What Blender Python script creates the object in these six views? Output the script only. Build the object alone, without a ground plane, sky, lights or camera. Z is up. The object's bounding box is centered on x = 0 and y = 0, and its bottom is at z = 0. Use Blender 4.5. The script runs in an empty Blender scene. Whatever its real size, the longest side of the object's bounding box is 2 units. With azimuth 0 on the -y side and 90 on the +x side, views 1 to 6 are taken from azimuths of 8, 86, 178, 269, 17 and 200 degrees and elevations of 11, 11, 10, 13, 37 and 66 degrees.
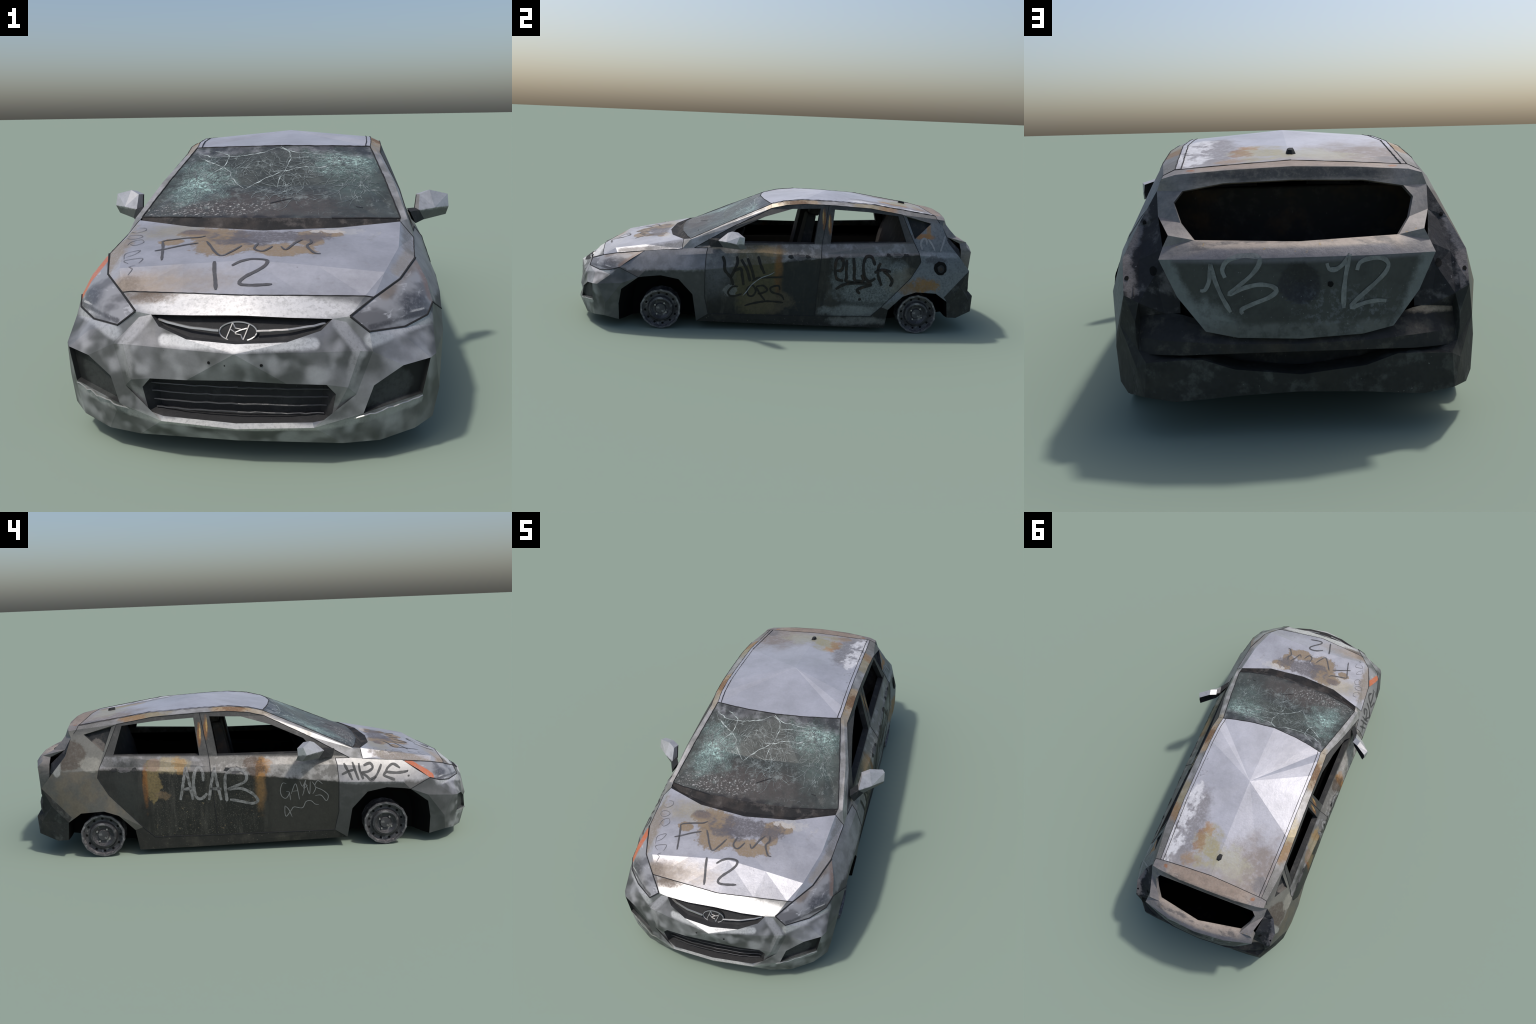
# Burnt-out five-door hatchback, built from feature lines of a half body (x >= 0)
# that are mirrored, plus wheels, cabin, glass, seams, cracks and sprayed writing.
import bpy, bmesh, math, random
from mathutils import Vector, noise
from mathutils.bvhtree import BVHTree

random.seed(12)
COL = bpy.context.scene.collection

# ---------------------------------------------------------------- object tools
def empty(name, parent=None):
    o = bpy.data.objects.new(name, None)
    COL.objects.link(o)
    if parent: o.parent = parent
    return o

CAR = empty("burnt_hatchback_car")
CAR["label"] = "burnt-out silver five-door hatchback covered in soot, rust and graffiti"
CAR["category"] = "car"

BODY_FACES = []          # every outer body polygon, for projecting paint and seams

def mesh_obj(name, verts, faces, mat, parent=CAR, smooth=False, body=False, stuff=False, soft=0):
    me = bpy.data.meshes.new(name)
    bm = bmesh.new()
    vs = [bm.verts.new(v) for v in verts]
    for f in faces:
        ids = []
        for i in f:
            if i not in ids: ids.append(i)
        if len(ids) > 2:
            try: bm.faces.new([vs[i] for i in ids])
            except ValueError: pass
    bmesh.ops.remove_doubles(bm, verts=bm.verts, dist=2e-5)
    bmesh.ops.triangulate(bm, faces=bm.faces[:], quad_method='SHORT_EDGE')
    bmesh.ops.recalc_face_normals(bm, faces=bm.faces)
    if body:
        bm.verts.index_update()
        BODY_FACES.extend([[v.co.copy() for v in f.verts] for f in bm.faces])
    bm.to_mesh(me); bm.free()
    for p in me.polygons: p.use_smooth = smooth
    if soft:
        for p in me.polygons: p.use_smooth = True
        me.set_sharp_from_angle(angle=math.radians(soft))
    if mat: me.materials.append(mat)
    o = bpy.data.objects.new(name, me)
    COL.objects.link(o); o.parent = parent
    if stuff: o["kind"] = "stuff"
    return o

def flip(v): return (-v[0], v[1], v[2])

def build(name, polys, mat, both=True, centre=False, **kw):
    """polys: list of polygons, each a list of points of the right half.
    centre: one object with its mirror half welded on; otherwise a pair."""
    def flat(ps):
        vs, fs = [], []
        for p in ps:
            fs.append(list(range(len(vs), len(vs) + len(p)))); vs += p
        return vs, fs
    mir = [[flip(v) for v in reversed(p)] for p in polys]
    if centre:
        v, f = flat(polys + mir); return [mesh_obj(name, v, f, mat, **kw)]
    out = [mesh_obj(name, *flat(polys), mat, **kw)]
    if both: out.append(mesh_obj(name, *flat(mir), mat, **kw))
    return out

def grid(rows):
    """quads between successive feature lines with equal point counts"""
    q = []
    for a, b in zip(rows, rows[1:]):
        for i in range(len(a) - 1):
            q.append([a[i], a[i + 1], b[i + 1], b[i]])
    return q

def strip(a, b): return grid([a, b])

def lerp(a, b, t): return tuple(a[i] + (b[i] - a[i]) * t for i in range(3))
def add(a, b): return tuple(a[i] + b[i] for i in range(3))
def shift(line, d): return [add(p, d) for p in line]

# ================================================================ MATERIALS
class Mat:
    """layered procedural surface: colour, roughness and metal are mixed layer by layer"""
    def __init__(s, name, col, rough=.5, metal=0.0, bump=.0, bump_scale=120):
        s.m = bpy.data.materials.new(name); s.m.use_nodes = True
        s.t = s.m.node_tree; s.N = s.t.nodes; s.L = s.t.links
        s.b = s.N["Principled BSDF"]
        tc = s.N.new("ShaderNodeTexCoord"); s.pos = tc.outputs["Object"]
        sp = s.N.new("ShaderNodeSeparateXYZ"); s.L.new(s.pos, sp.inputs[0])
        s.x, s.y, s.z = sp.outputs
        s.col, s.rough, s.metal = col, rough, metal
        s.seed = sum(ord(c) for c in name) % 37
        s.bump, s.bump_scale = bump, bump_scale
        if metal < .12 and max(col) < .05: s.b.inputs['Specular IOR Level'].default_value = .22
    def put(s, sock, v):
        if isinstance(v, bpy.types.NodeSocket): s.L.new(v, sock)
        elif isinstance(v, (tuple, list)): sock.default_value = tuple(v) + ((1,) if len(sock.default_value) == 4 and len(v) == 3 else ())
        else: sock.default_value = v
    def math(s, op, a, b=0.0, c=0.0):
        n = s.N.new("ShaderNodeMath"); n.operation = op
        s.put(n.inputs[0], a); s.put(n.inputs[1], b); s.put(n.inputs[2], c)
        return n.outputs[0]
    def noise(s, scale=10, detail=5, rough=.6, stretch=(1, 1, 1), off=0, distort=0):
        mp = s.N.new("ShaderNodeMapping"); s.L.new(s.pos, mp.inputs[0])
        mp.inputs["Scale"].default_value = stretch
        mp.inputs["Location"].default_value = (s.seed * 1.7 + off, off * .6, s.seed * .3)
        n = s.N.new("ShaderNodeTexNoise"); s.L.new(mp.outputs[0], n.inputs["Vector"])
        n.inputs["Scale"].default_value = scale; n.inputs["Detail"].default_value = detail
        n.inputs["Roughness"].default_value = rough; n.inputs["Distortion"].default_value = distort
        return n.outputs["Fac"]
    def voro(s, scale, feature='DISTANCE_TO_EDGE', warp=.0, wscale=20):
        v = s.N.new("ShaderNodeTexVoronoi"); v.feature = feature; v.inputs["Scale"].default_value = scale
        if warp:
            n = s.N.new("ShaderNodeTexNoise"); n.inputs["Scale"].default_value = wscale; s.L.new(s.pos, n.inputs["Vector"])
            mx = s.N.new("ShaderNodeVectorMath"); mx.operation = 'MULTIPLY_ADD'
            s.L.new(n.outputs["Color"], mx.inputs[0]); mx.inputs[1].default_value = (warp,) * 3; s.L.new(s.pos, mx.inputs[2])
            s.L.new(mx.outputs[0], v.inputs["Vector"])
        else: s.L.new(s.pos, v.inputs["Vector"])
        return v.outputs["Distance"]
    def ramp(s, v, lo, hi, a=0.0, b=1.0):
        n = s.N.new("ShaderNodeMapRange"); n.interpolation_type = 'SMOOTHSTEP'
        s.put(n.inputs[0], v); n.inputs[1].default_value = lo; n.inputs[2].default_value = hi
        n.inputs[3].default_value = a; n.inputs[4].default_value = b
        return n.outputs[0]
    def mul(s, *m):
        r = m[0]
        for k in m[1:]: r = s.math('MULTIPLY', r, k)
        return r
    def inv(s, m): return s.math('SUBTRACT', 1.0, m)
    def ell(s, c, r, warp=.5, wscale=22, soft=.2, off=0):
        """soft-edged, noise-torn ellipsoid mask"""
        v = s.N.new("ShaderNodeVectorMath"); v.operation = 'SUBTRACT'; s.L.new(s.pos, v.inputs[0]); v.inputs[1].default_value = c
        d = s.N.new("ShaderNodeVectorMath"); d.operation = 'DIVIDE'; s.L.new(v.outputs[0], d.inputs[0]); d.inputs[1].default_value = r
        l = s.N.new("ShaderNodeVectorMath"); l.operation = 'LENGTH'; s.L.new(d.outputs[0], l.inputs[0])
        return s.torn(l.outputs["Value"], warp, wscale, soft, off)
    def torn(s, d, warp, wscale, soft, off, worn=.35):
        n = s.math('MULTIPLY_ADD', s.noise(wscale, 9, .68, off=off), 5 * warp, -2.5 * warp)
        k = s.ramp(s.math('ADD', d, n), 1 - soft, 1 + soft, 1, 0)
        return s.mul(k, s.ramp(s.noise(wscale * 5, 6, .7, off=off + 4), .36, .54, 1 - worn, 1)) if worn else k
    def seg(s, a, b, r, warp=.3, wscale=30, soft=.2, off=0):
        """torn mask around the straight line a-b"""
        A, AB = Vector(a), Vector(b) - Vector(a)
        v = s.N.new("ShaderNodeVectorMath"); v.operation = 'SUBTRACT'; s.L.new(s.pos, v.inputs[0]); v.inputs[1].default_value = A
        d = s.N.new("ShaderNodeVectorMath"); d.operation = 'DOT_PRODUCT'; s.L.new(v.outputs[0], d.inputs[0]); d.inputs[1].default_value = AB / AB.length_squared
        t = s.math('MINIMUM', s.math('MAXIMUM', d.outputs["Value"], 0.0), 1.0)
        q = s.N.new("ShaderNodeVectorMath"); q.operation = 'SCALE'; q.inputs[0].default_value = AB; s.L.new(t, q.inputs["Scale"])
        e = s.N.new("ShaderNodeVectorMath"); e.operation = 'DISTANCE'; s.L.new(v.outputs[0], e.inputs[0]); s.L.new(q.outputs[0], e.inputs[1])
        return s.torn(s.math('DIVIDE', e.outputs["Value"], r), warp, wscale, soft, off)
    def above(s, y_coef, const, width=.006, warp=.02, wscale=30):
        """1 above the plane z = y_coef*y + const, torn by noise"""
        h = s.math('SUBTRACT', s.z, s.math('MULTIPLY_ADD', s.y, y_coef, const))
        if warp: h = s.math('ADD', h, s.math('MULTIPLY_ADD', s.noise(wscale, 4, .6, off=9), 5 * warp, -2.5 * warp))
        return s.ramp(h, -width, width)
    def side(s, sign): return s.math('GREATER_THAN' if sign > 0 else 'LESS_THAN', s.x, 0.0)
    def mixc(s, f, a, b):
        n = s.N.new("ShaderNodeMix"); n.data_type = 'RGBA'
        s.put(n.inputs[0], f); s.put(n.inputs[6], a); s.put(n.inputs[7], b)
        return n.outputs[2]
    def mixf(s, f, a, b):
        n = s.N.new("ShaderNodeMix"); n.data_type = 'FLOAT'
        s.put(n.inputs[0], f); s.put(n.inputs[2], a); s.put(n.inputs[3], b)
        return n.outputs[0]
    def layer(s, mask, col, k=1.0, rough=None, metal=None):
        if k != 1.0: mask = s.math('MULTIPLY', mask, k)
        s.col = s.mixc(mask, s.col, col)
        if rough is not None: s.rough = s.mixf(mask, s.rough, rough)
        if metal is not None: s.metal = s.mixf(mask, s.metal, metal)
        return s
    def grain(s, amount=.25, scale=60, stretch=(1, 1, 1)):
        """multiply by a fine light/dark grain"""
        f = s.math('ADD', s.math('MULTIPLY', s.noise(scale, 8, .75, stretch, off=3), 3.5 * amount), s.math('MULTIPLY_ADD', s.noise(scale * .25, 5, .6, stretch, off=13), 2.5 * amount, 1 - 3 * amount))
        n = s.N.new("ShaderNodeVectorMath"); n.operation = 'SCALE'
        s.put(n.inputs[0], s.col); s.put(n.inputs["Scale"], f); s.col = n.outputs[0]
        return s
    def specks(s, col, amount=.70, scale=160, k=.8, region=None):
        m = s.ramp(s.noise(scale, 3, .6, off=5), amount, amount + .05)
        if region is not None: m = s.mul(m, region)
        return s.layer(m, col, k)
    def done(s):
        s.put(s.b.inputs["Base Color"], s.col); s.put(s.b.inputs["Roughness"], s.rough); s.put(s.b.inputs["Metallic"], s.metal)
        if s.bump:
            h = s.math('ADD', s.noise(s.bump_scale, 6, .7, off=1), s.math('MULTIPLY', s.noise(s.bump_scale * .15, 3, .5, off=2), 2.0))
            n = s.N.new("ShaderNodeBump"); n.inputs["Strength"].default_value = s.bump; n.inputs["Distance"].default_value = .01
            s.L.new(h, n.inputs["Height"]); s.L.new(n.outputs[0], s.b.inputs["Normal"])
        return s.m

M = {}
SILVER = (.40, .40, .435); ASH = (.19, .185, .175); SOOT = (.034, .034, .031); CHAR = (.012, .012, .011)
RUST = (.26, .105, .028); AMBER = (.34, .22, .075); TAN = (.215, .158, .098); VIOLET = (.085, .080, .092); BROWN = (.13, .085, .055)
METAL = dict(rough=.42, metal=.40, bump=.08)

def silver(name, **kw):
    o = dict(METAL); o.update(kw)
    m = Mat(name, SILVER, **o)
    m.layer(m.ramp(m.noise(5, 4, .55), .40, .68), (.30, .30, .325), .8)
    m.layer(m.ramp(m.noise(28, 6, .65, off=7), .56, .72), (.27, .265, .27), .5, rough=.55)
    return m

# hood: silver paint with a scorched, blistered patch at its rear edge
m = silver("hood_paint")
m.layer(m.ell((-.248, -.845, .33), (.10, .045, .05), .5, 14, .5), (.20, .145, .10), .75, rough=.7, metal=0)
m.layer(m.ell((-.27, -.842, .33), (.045, .028, .04), .6, 25, .4), (.075, .052, .038), .8, rough=.8, metal=0)
m.layer(m.ell((-.15, -.84, .34), (.13, .05, .05), .5, 12, .6), (.33, .28, .23), .6)
m.layer(m.ell((-.345, -.66, .37), (.035, .17, .06), .4, 25, .35), (.19, .155, .115), .8, rough=.7, metal=.1)
m.layer(m.ell((-.20, -.56, .41), (.11, .055, .06), .4, 20, .6), (.33, .29, .20), .7)
for c, r in (((-.209, -.641, .395), (.030, .022, .05)), ((-.080, -.668, .39), (.066, .062, .06)), ((-.115, -.585, .405), (.082, .048, .06)),
             ((.065, -.690, .39), (.075, .034, .06)), ((.125, -.625, .40), (.036, .040, .06)), ((.15, -.572, .41), (.055, .030, .06))):
    m.layer(m.ell(c, tuple(k * 1.07 for k in r), .4, 26, .12, off=c[0] * 9), (.10, .075, .05), .7, rough=.7, metal=0)
    m.layer(m.ell(c, r, .4, 26, .16, off=c[0] * 9), TAN, .85, rough=.65, metal=0)
m.layer(m.ell((.025, -.600, .40), (.125, .056, .06), .55, 24, .22, off=2), (.095, .088, .096), .92, rough=.6, metal=.1)
m.layer(m.ell((-.165, -.572, .41), (.038, .020, .05), .3, 30, .3), (.11, .09, .09), .85)
m.layer(m.ell((-.055, -.640, .40), (.060, .022, .05), .5, 30, .25), VIOLET, .8)
m.layer(m.ell((.19, -.545, .41), (.075, .022, .05), .8, 40, .1), (.48, .47, .46), .7)
m.specks((.09, .085, .085), .70, 70, .8, m.ell((.17, -.77, .37), (.12, .10, .1), .5, 12, .6))
m.specks((.62, .61, .58), .72, 190, .7, m.ell((.0, -.64, .4), (.22, .10, .1), .3, 12, .4))
m.layer(m.seg((.322, -.76, .36), (.366, -.62, .378), .016, .3, 30, .4), (.24, .215, .19), .75, rough=.65, metal=.1)
m.layer(m.seg((.36, -.62, .38), (.368, -.47, .405), .020, .4, 30, .4), (.15, .145, .14), .75, rough=.65, metal=.1)
M["hood"] = m.grain(.12, 90).done()

# roof: palest panel, browned at the tail, flaking white along one gutter
m = silver("roof_paint"); m.col = m.mixc(m.ramp(m.noise(6, 4, .5, off=4), .35, .7), (.46, .46, .50), (.38, .38, .41))
m.layer(m.ell((-.215, .67, .58), (.16, .17, .2), .45, 9, .5), (.19, .152, .125), .8, rough=.6, metal=.15)
m.layer(m.ell((0, .755, .57), (.26, .08, .2), .5, 10, .7), (.26, .22, .185), .6, rough=.55, metal=.2)
m.layer(m.ell((-.05, .665, .58), (.10, .06, .1), .6, 16, .5), (.36, .35, .25), .6)
m.layer(m.ell((.195, .56, .59), (.075, .22, .1), .4, 14, .4), (.20, .19, .195), .85, rough=.6)
m.layer(m.ell((.07, .62, .59), (.07, .075, .1), .6, 16, .4), (.36, .31, .15), .75)
m.layer(m.ell((.118, .605, .59), (.026, .065, .1), .7, 20, .3), (.22, .11, .045), .7, rough=.7, metal=0)
m.layer(m.ell((.095, .54, .60), (.030, .028, .1), .7, 22, .3), (.30, .17, .06), .7, rough=.7, metal=0)
m.layer(m.ell((.135, .71, .575), (.045, .035, .1), .7, 22, .4), (.30, .19, .09), .7)
fl = m.mul(m.ell((.228, .55, .59), (.040, .23, .1), .5, 14, .2), m.ramp(m.noise(30, 6, .6, (1, .6, 1), off=6), .40, .52))
m.layer(fl, (.58, .58, .60), .95, rough=.6, metal=.1)
m.layer(m.mul(m.ell((.235, .45, .6), (.030, .30, .1), .4, 14, .3), m.ramp(m.noise(45, 6, .7, off=8), .58, .66)), (.06, .055, .055), .7)
m.layer(m.ell((-.235, .715, .567), (.035, .04, .1), .5, 30, .3), (.15, .145, .15), .8)
m.specks((.55, .55, .55), .66, 260, .8, m.ell((-.235, .72, .567), (.05, .05, .1), .4, 30, .4))
m.specks((.20, .10, .05), .74, 60, .8, m.inv(m.ramp(m.math('ABSOLUTE', m.x), .262, .225)))
M["roof"] = m.grain(.10, 100).done()

# roof rail and windshield pillar
m = silver("rail_paint"); m.col = m.mixc(m.ramp(m.noise(18, 5, .6), .35, .65), (.36, .35, .345), (.22, .215, .20))
m.layer(m.ramp(m.y, .48, .72), (.13, .125, .115), .85, rough=.7, metal=.1)
for sx in (1, -1):
    m.layer(m.ell((sx * .29, .085, .605), (.06, .085, .030), .5, 18, .3, off=sx), (.30, .20, .09), .75, rough=.7, metal=0)
    m.layer(m.ell((sx * .295, .085, .603), (.05, .060, .014), .7, 24, .25, off=sx), (.13, .065, .03), .85, rough=.8, metal=0)
    m.layer(m.ell((sx * .29, .46, .595), (.06, .10, .03), .5, 18, .5, off=sx), (.34, .27, .13), .7)
    m.layer(m.ell((sx * .29, .525, .588), (.06, .050, .022), .6, 18, .4, off=sx), (.21, .10, .035), .65, rough=.7, metal=0)
    m.layer(m.ell((sx * .29, -.03, .585), (.05, .05, .02), .5, 22, .5, off=sx), (.36, .28, .17), .6)
m.specks((.42, .42, .42), .62, 230, .7, m.ramp(m.y, .62, .70))
M["rail"] = m.grain(.16, 80).done()

# front bumper: dark-mottled silver, sun highlights painted on nose, creases and lip
m = Mat("bumper_paint", (.19, .19, .195), rough=.40, metal=.45, bump=.06)
m.layer(m.ramp(m.noise(14, 1, .4), .34, .62), (.058, .062, .058), .9, rough=.5, metal=.3)
m.layer(m.ramp(m.noise(22, 1, .4, off=3), .46, .74), (.36, .36, .37), .7)
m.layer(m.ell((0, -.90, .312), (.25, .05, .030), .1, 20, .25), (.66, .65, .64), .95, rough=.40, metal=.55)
m.layer(m.ell((-.20, -.87, .32), (.06, .02, .02), .5, 40, .5), (.12, .085, .06), .8, rough=.7)
for sx in (1, -1):
    m.layer(m.seg((0, -.985, .249), (sx * .15, -.955, .252), .012, .15, 30, .4), (.56, .56, .56), .85)
    m.layer(m.seg((sx * .265, -.92, .252), (sx * .39, -.79, .264), .014, .12, 24, .4), (.48, .48, .49), .8)
    m.layer(m.seg((sx * .20, -.915, .285), (sx * .245, -.94, .235), .014, .15, 30, .4), (.36, .36, .37), .7)
    m.layer(m.seg((sx * .24, -.945, .23), (sx * .19, -.955, .10), .012, .2, 30, .4), (.30, .30, .30), .6)
    m.layer(m.seg((sx * .155, -.985, .088), (sx * .37, -.89, .115), .010, .3, 40, .4), (.34, .35, .34), .6)
m.layer(m.ell((0, -.985, .088), (.18, .03, .010), .1, 30, .3), (.50, .49, .47), .85)
m.layer(m.ramp(m.math('ABSOLUTE', m.x), .375, .405), (.058, .061, .060), .85, rough=.5, metal=.3)
m.specks((.05, .05, .05), .73, 70, .8)
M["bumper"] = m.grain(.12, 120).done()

# fender: silver above, darker colour below the crease
m = Mat("fender_paint", (.225, .225, .235), rough=.45, metal=.35, bump=.06)
m.layer(m.ramp(m.noise(12, 4, .6), .38, .64), (.14, .14, .145), .8)
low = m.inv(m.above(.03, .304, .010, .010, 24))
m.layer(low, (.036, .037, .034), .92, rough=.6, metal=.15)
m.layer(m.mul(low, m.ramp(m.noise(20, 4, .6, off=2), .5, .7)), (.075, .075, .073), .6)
m.layer(m.mul(m.side(-1), m.ell((-.40, -.5, .35), (.1, .2, .06), .3, 14, .4)), (.27, .265, .255), .6)
m.specks((.055, .05, .05), .72, 80, .8)
M["fender"] = m.grain(.16, 110).done()

def door_base(name):
    m = Mat(name, (.019, .0195, .0172), rough=.62, metal=.15, bump=.10)
    m.layer(m.ramp(m.noise(9, 6, .65), .45, .66), (.034, .033, .028), .8)
    m.layer(m.ramp(m.noise(26, 6, .65, (1, 1, .14), off=21), .50, .66), (.052, .050, .043), .7)
    m.layer(m.ramp(m.noise(40, 6, .7, (.25, .25, 1), off=22), .56, .70), (.012, .012, .012), .6)
    m.b.inputs["Specular IOR Level"].default_value = .3
    return m
def frame_layer(m):
    fr = m.above(.037, .412, .006, .0)
    m.layer(fr, (.046, .046, .044), .95, rough=.6, metal=.1)
    m.layer(m.mul(fr, m.ramp(m.noise(25, 5, .6, off=4), .5, .7)), (.10, .098, .092), .6)
    for sx in (1, -1):
        for yy, zz in ((.203, .535), (.232, .508)):
            m.layer(m.ell((sx * .333, yy, zz), (.05, .0085, .045), .35, 40, .35, off=yy * 40 + sx), (.21, .095, .030), .8, rough=.8, metal=0)
            m.layer(m.ell((sx * .333, yy - .004, zz + .014), (.05, .003, .026), .4, 60, .4, off=yy * 50 + sx), (.42, .30, .12), .8)

# front door
m = door_base("front_door_paint")
lip = m.above(.115, .338, .006, .004, 40)
m.layer(lip, (.175, .168, .155), .9, rough=.5, metal=.3)  # shoulder above the crease lightened: baked light on its upward face
m.layer(m.mul(lip, m.ramp(m.noise(22, 6, .65, off=5), .46, .60)), (.31, .30, .285), .8)
R, Lf = m.side(1), m.side(-1)
# right side: olive scorch with an orange edge, then black soot
sc = m.mul(R, m.ell((.41, -.115, .25), (.2, .115, .20), .18, 14, .16))
m.layer(sc, (.085, .075, .038), .8, rough=.6)
m.layer(m.mul(R, m.ell((.41, -.012, .30), (.2, .018, .12), .25, 16, .5)), (.17, .085, .028), .85, rough=.7)
m.layer(m.mul(R, m.ell((.40, -.05, .385), (.2, .06, .02), .3, 20, .5)), (.30, .21, .11), .8)
m.layer(m.mul(R, m.ell((.42, -.31, .30), (.2, .07, .12), .3, 10, .6)), (.11, .115, .125), .7)
m.layer(m.mul(R, m.ell((.41, .10, .20), (.2, .11, .17), .3, 9, .4)), (.018, .021, .022), .85)
m.layer(m.mul(R, m.ell((.41, -.06, .135), (.2, .12, .05), .5, 16, .3)), (.10, .08, .05), .6)
m.layer(m.mul(R, m.ell((.41, -.23, .20), (.2, .035, .03), .7, 24, .1)), (.16, .165, .16), .7)
# left side: clean grey front half, orange tide line, speckled soot behind it
m.layer(m.mul(Lf, m.ramp(m.math('ADD', m.y, m.math('MULTIPLY_ADD', m.noise(12, 4, .6, off=3), .06, -.03)), -.03, -.08), m.inv(lip)), (.037, .036, .031), .9)
m.layer(m.mul(Lf, m.ell((-.42, -.022, .31), (.2, .020, .10), .4, 18, .6)), (.20, .115, .045), .8)
m.layer(m.mul(Lf, m.ell((-.40, -.035, .375), (.2, .030, .035), .8, 28, .3)), (.30, .155, .05), .9, rough=.7)
m.layer(m.mul(Lf, m.ell((-.40, .005, .375), (.2, .040, .035), .7, 30, .25)), (.075, .05, .035), .8)
m.layer(m.mul(Lf, m.ell((-.40, -.16, .385), (.2, .10, .03), .3, 20, .4)), (.42, .40, .37), .6)
pit = m.mul(Lf, m.ramp(m.y, -.04, .0))
m.specks((.13, .125, .105), .60, 210, .7, m.mul(pit, m.inv(lip)))
m.specks((.15, .11, .07), .66, 60, .7, m.mul(pit, m.inv(lip)))
frame_layer(m)
M["front_door"] = m.grain(.22, 120).done()

# rear door
m = door_base("rear_door_paint")
lip = m.above(.052, .352, .006, .004, 40)
m.layer(lip, (.165, .160, .155), .9, rough=.5, metal=.3)  # paler colour over the crease carries the light-to-shade break
m.layer(m.mul(lip, m.ramp(m.noise(20, 5, .6, off=5), .48, .62)), (.27, .265, .27), .75)
R, Lf = m.side(1), m.side(-1)
gl = m.mul(R, m.ell((.41, .42, .24), (.2, .15, .17), .55, 9, .35), m.inv(lip))
m.layer(gl, (.150, .168, .172), .92, rough=.5, metal=.25)
m.layer(m.mul(gl, m.ramp(m.noise(110, 5, .7, off=6), .47, .58)), (.050, .056, .058), .75)
m.layer(m.mul(R, m.ell((.41, .35, .105), (.2, .13, .028), .5, 12, .4)), (.19, .205, .20), .8)
m.layer(m.mul(R, m.ell((.41, .36, .142), (.2, .22, .012), .3, 10, .6)), (.03, .032, .032), .6)
m.layer(m.mul(R, m.ell((.41, .58, .25), (.2, .06, .06), .6, 14, .4)), (.17, .155, .12), .5)
tri = m.mul(Lf, m.ell((-.41, .438, .325), (.2, .035, .085), .45, 24, .12, off=1))
m.layer(tri, (.18, .135, .062), .9, rough=.6, metal=.1)
m.layer(m.mul(Lf, m.ell((-.41, .469, .31), (.2, .011, .085), .4, 24, .5)), (.21, .09, .024), .8, rough=.7)
m.layer(m.mul(Lf, m.ell((-.39, .37, .392), (.2, .085, .030), .4, 22, .3)), (.32, .265, .165), .8)
m.layer(m.mul(Lf, m.ell((-.395, .432, .390), (.2, .024, .026), .4, 26, .2)), (.21, .15, .115), .85)
m.layer(m.mul(Lf, m.ell((-.39, .318, .385), (.2, .030, .030), .8, 26, .2)), (.27, .16, .06), .7)
m.layer(m.mul(Lf, m.ell((-.41, .40, .262), (.2, .030, .020), .7, 30, .2)), (.14, .10, .06), .8)
m.layer(m.mul(Lf, m.ell((-.40, .55, .30), (.2, .07, .11), .5, 12, .4)), (.030, .033, .030), .7)
pit = m.mul(Lf, m.ramp(m.y, .46, .42), m.inv(lip))
m.specks((.13, .122, .10), .60, 210, .7, pit)
m.specks((.15, .12, .075), .64, 55, .7, m.mul(pit, m.ramp(m.z, .30, .22)))
frame_layer(m)
M["rear_door"] = m.grain(.22, 120).done()

# sill
m = Mat("sill_paint", (.026, .026, .023), rough=.7, metal=.1, bump=.12)
m.layer(m.ramp(m.noise(16, 5, .6), .5, .7), (.052, .049, .040), .7)
m.layer(m.mul(m.side(1), m.ell((.40, .38, .055), (.2, .13, .022), .5, 14, .4)), (.19, .19, .17), .75)
m.specks((.17, .15, .12), .66, 120, .7)
M["sill"] = m.grain(.2, 100).done()

# quarter panel
m = Mat("quarter_paint", (.085, .083, .072), rough=.55, metal=.2, bump=.10)
R, Lf = m.side(1), m.side(-1)
up = m.above(0, .381, .005, .003, 40)
m.layer(R, (.135, .150, .160), .95)
m.layer(m.mul(R, m.ramp(m.noise(90, 5, .7, off=6), .47, .62)), (.075, .085, .095), .7)
m.layer(m.mul(R, m.ell((.40, .79, .385), (.2, .14, .012), .4, 20, .5)), (.27, .28, .30), .7)
m.layer(m.mul(R, m.ell((.41, .69, .240), (.2, .065, .030), .6, 18, .3)), (.22, .115, .028), .85, rough=.7)
m.layer(m.mul(R, m.ell((.41, .62, .225), (.2, .055, .030), .7, 18, .4)), (.17, .10, .035), .7)
m.layer(m.mul(R, m.ell((.35, .690, .467), (.2, .045, .012), .4, 20, .4)), (.26, .12, .03), .85)
m.layer(m.mul(R, m.ell((.35, .715, .497), (.2, .012, .035), .4, 20, .4)), (.24, .13, .04), .7)
m.layer(m.mul(R, m.ell((.41, .74, .36), (.2, .045, .018), .7, 26, .3)), (.05, .05, .055), .8)
m.layer(m.mul(Lf, up), (.17, .165, .145), .85)
m.layer(m.mul(Lf, m.inv(up), m.ramp(m.noise(10, 4, .6, off=5), .42, .6)), (.125, .105, .075), .75)
m.layer(m.mul(Lf, m.ell((-.355, .785, .445), (.2, .060, .062), .35, 14, .12)), (.070, .055, .042), .9, rough=.7, metal=0)
m.layer(m.mul(Lf, m.ell((-.38, .700, .410), (.2, .050, .030), .4, 16, .15)), (.26, .25, .215), .8)
m.layer(m.mul(Lf, m.ell((-.39, .85, .39), (.2, .02, .03), .4, 16, .2)), (.30, .30, .28), .8)
m.layer(m.above(0, .530, .02, .01), (.095, .093, .086), .8)
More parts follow.
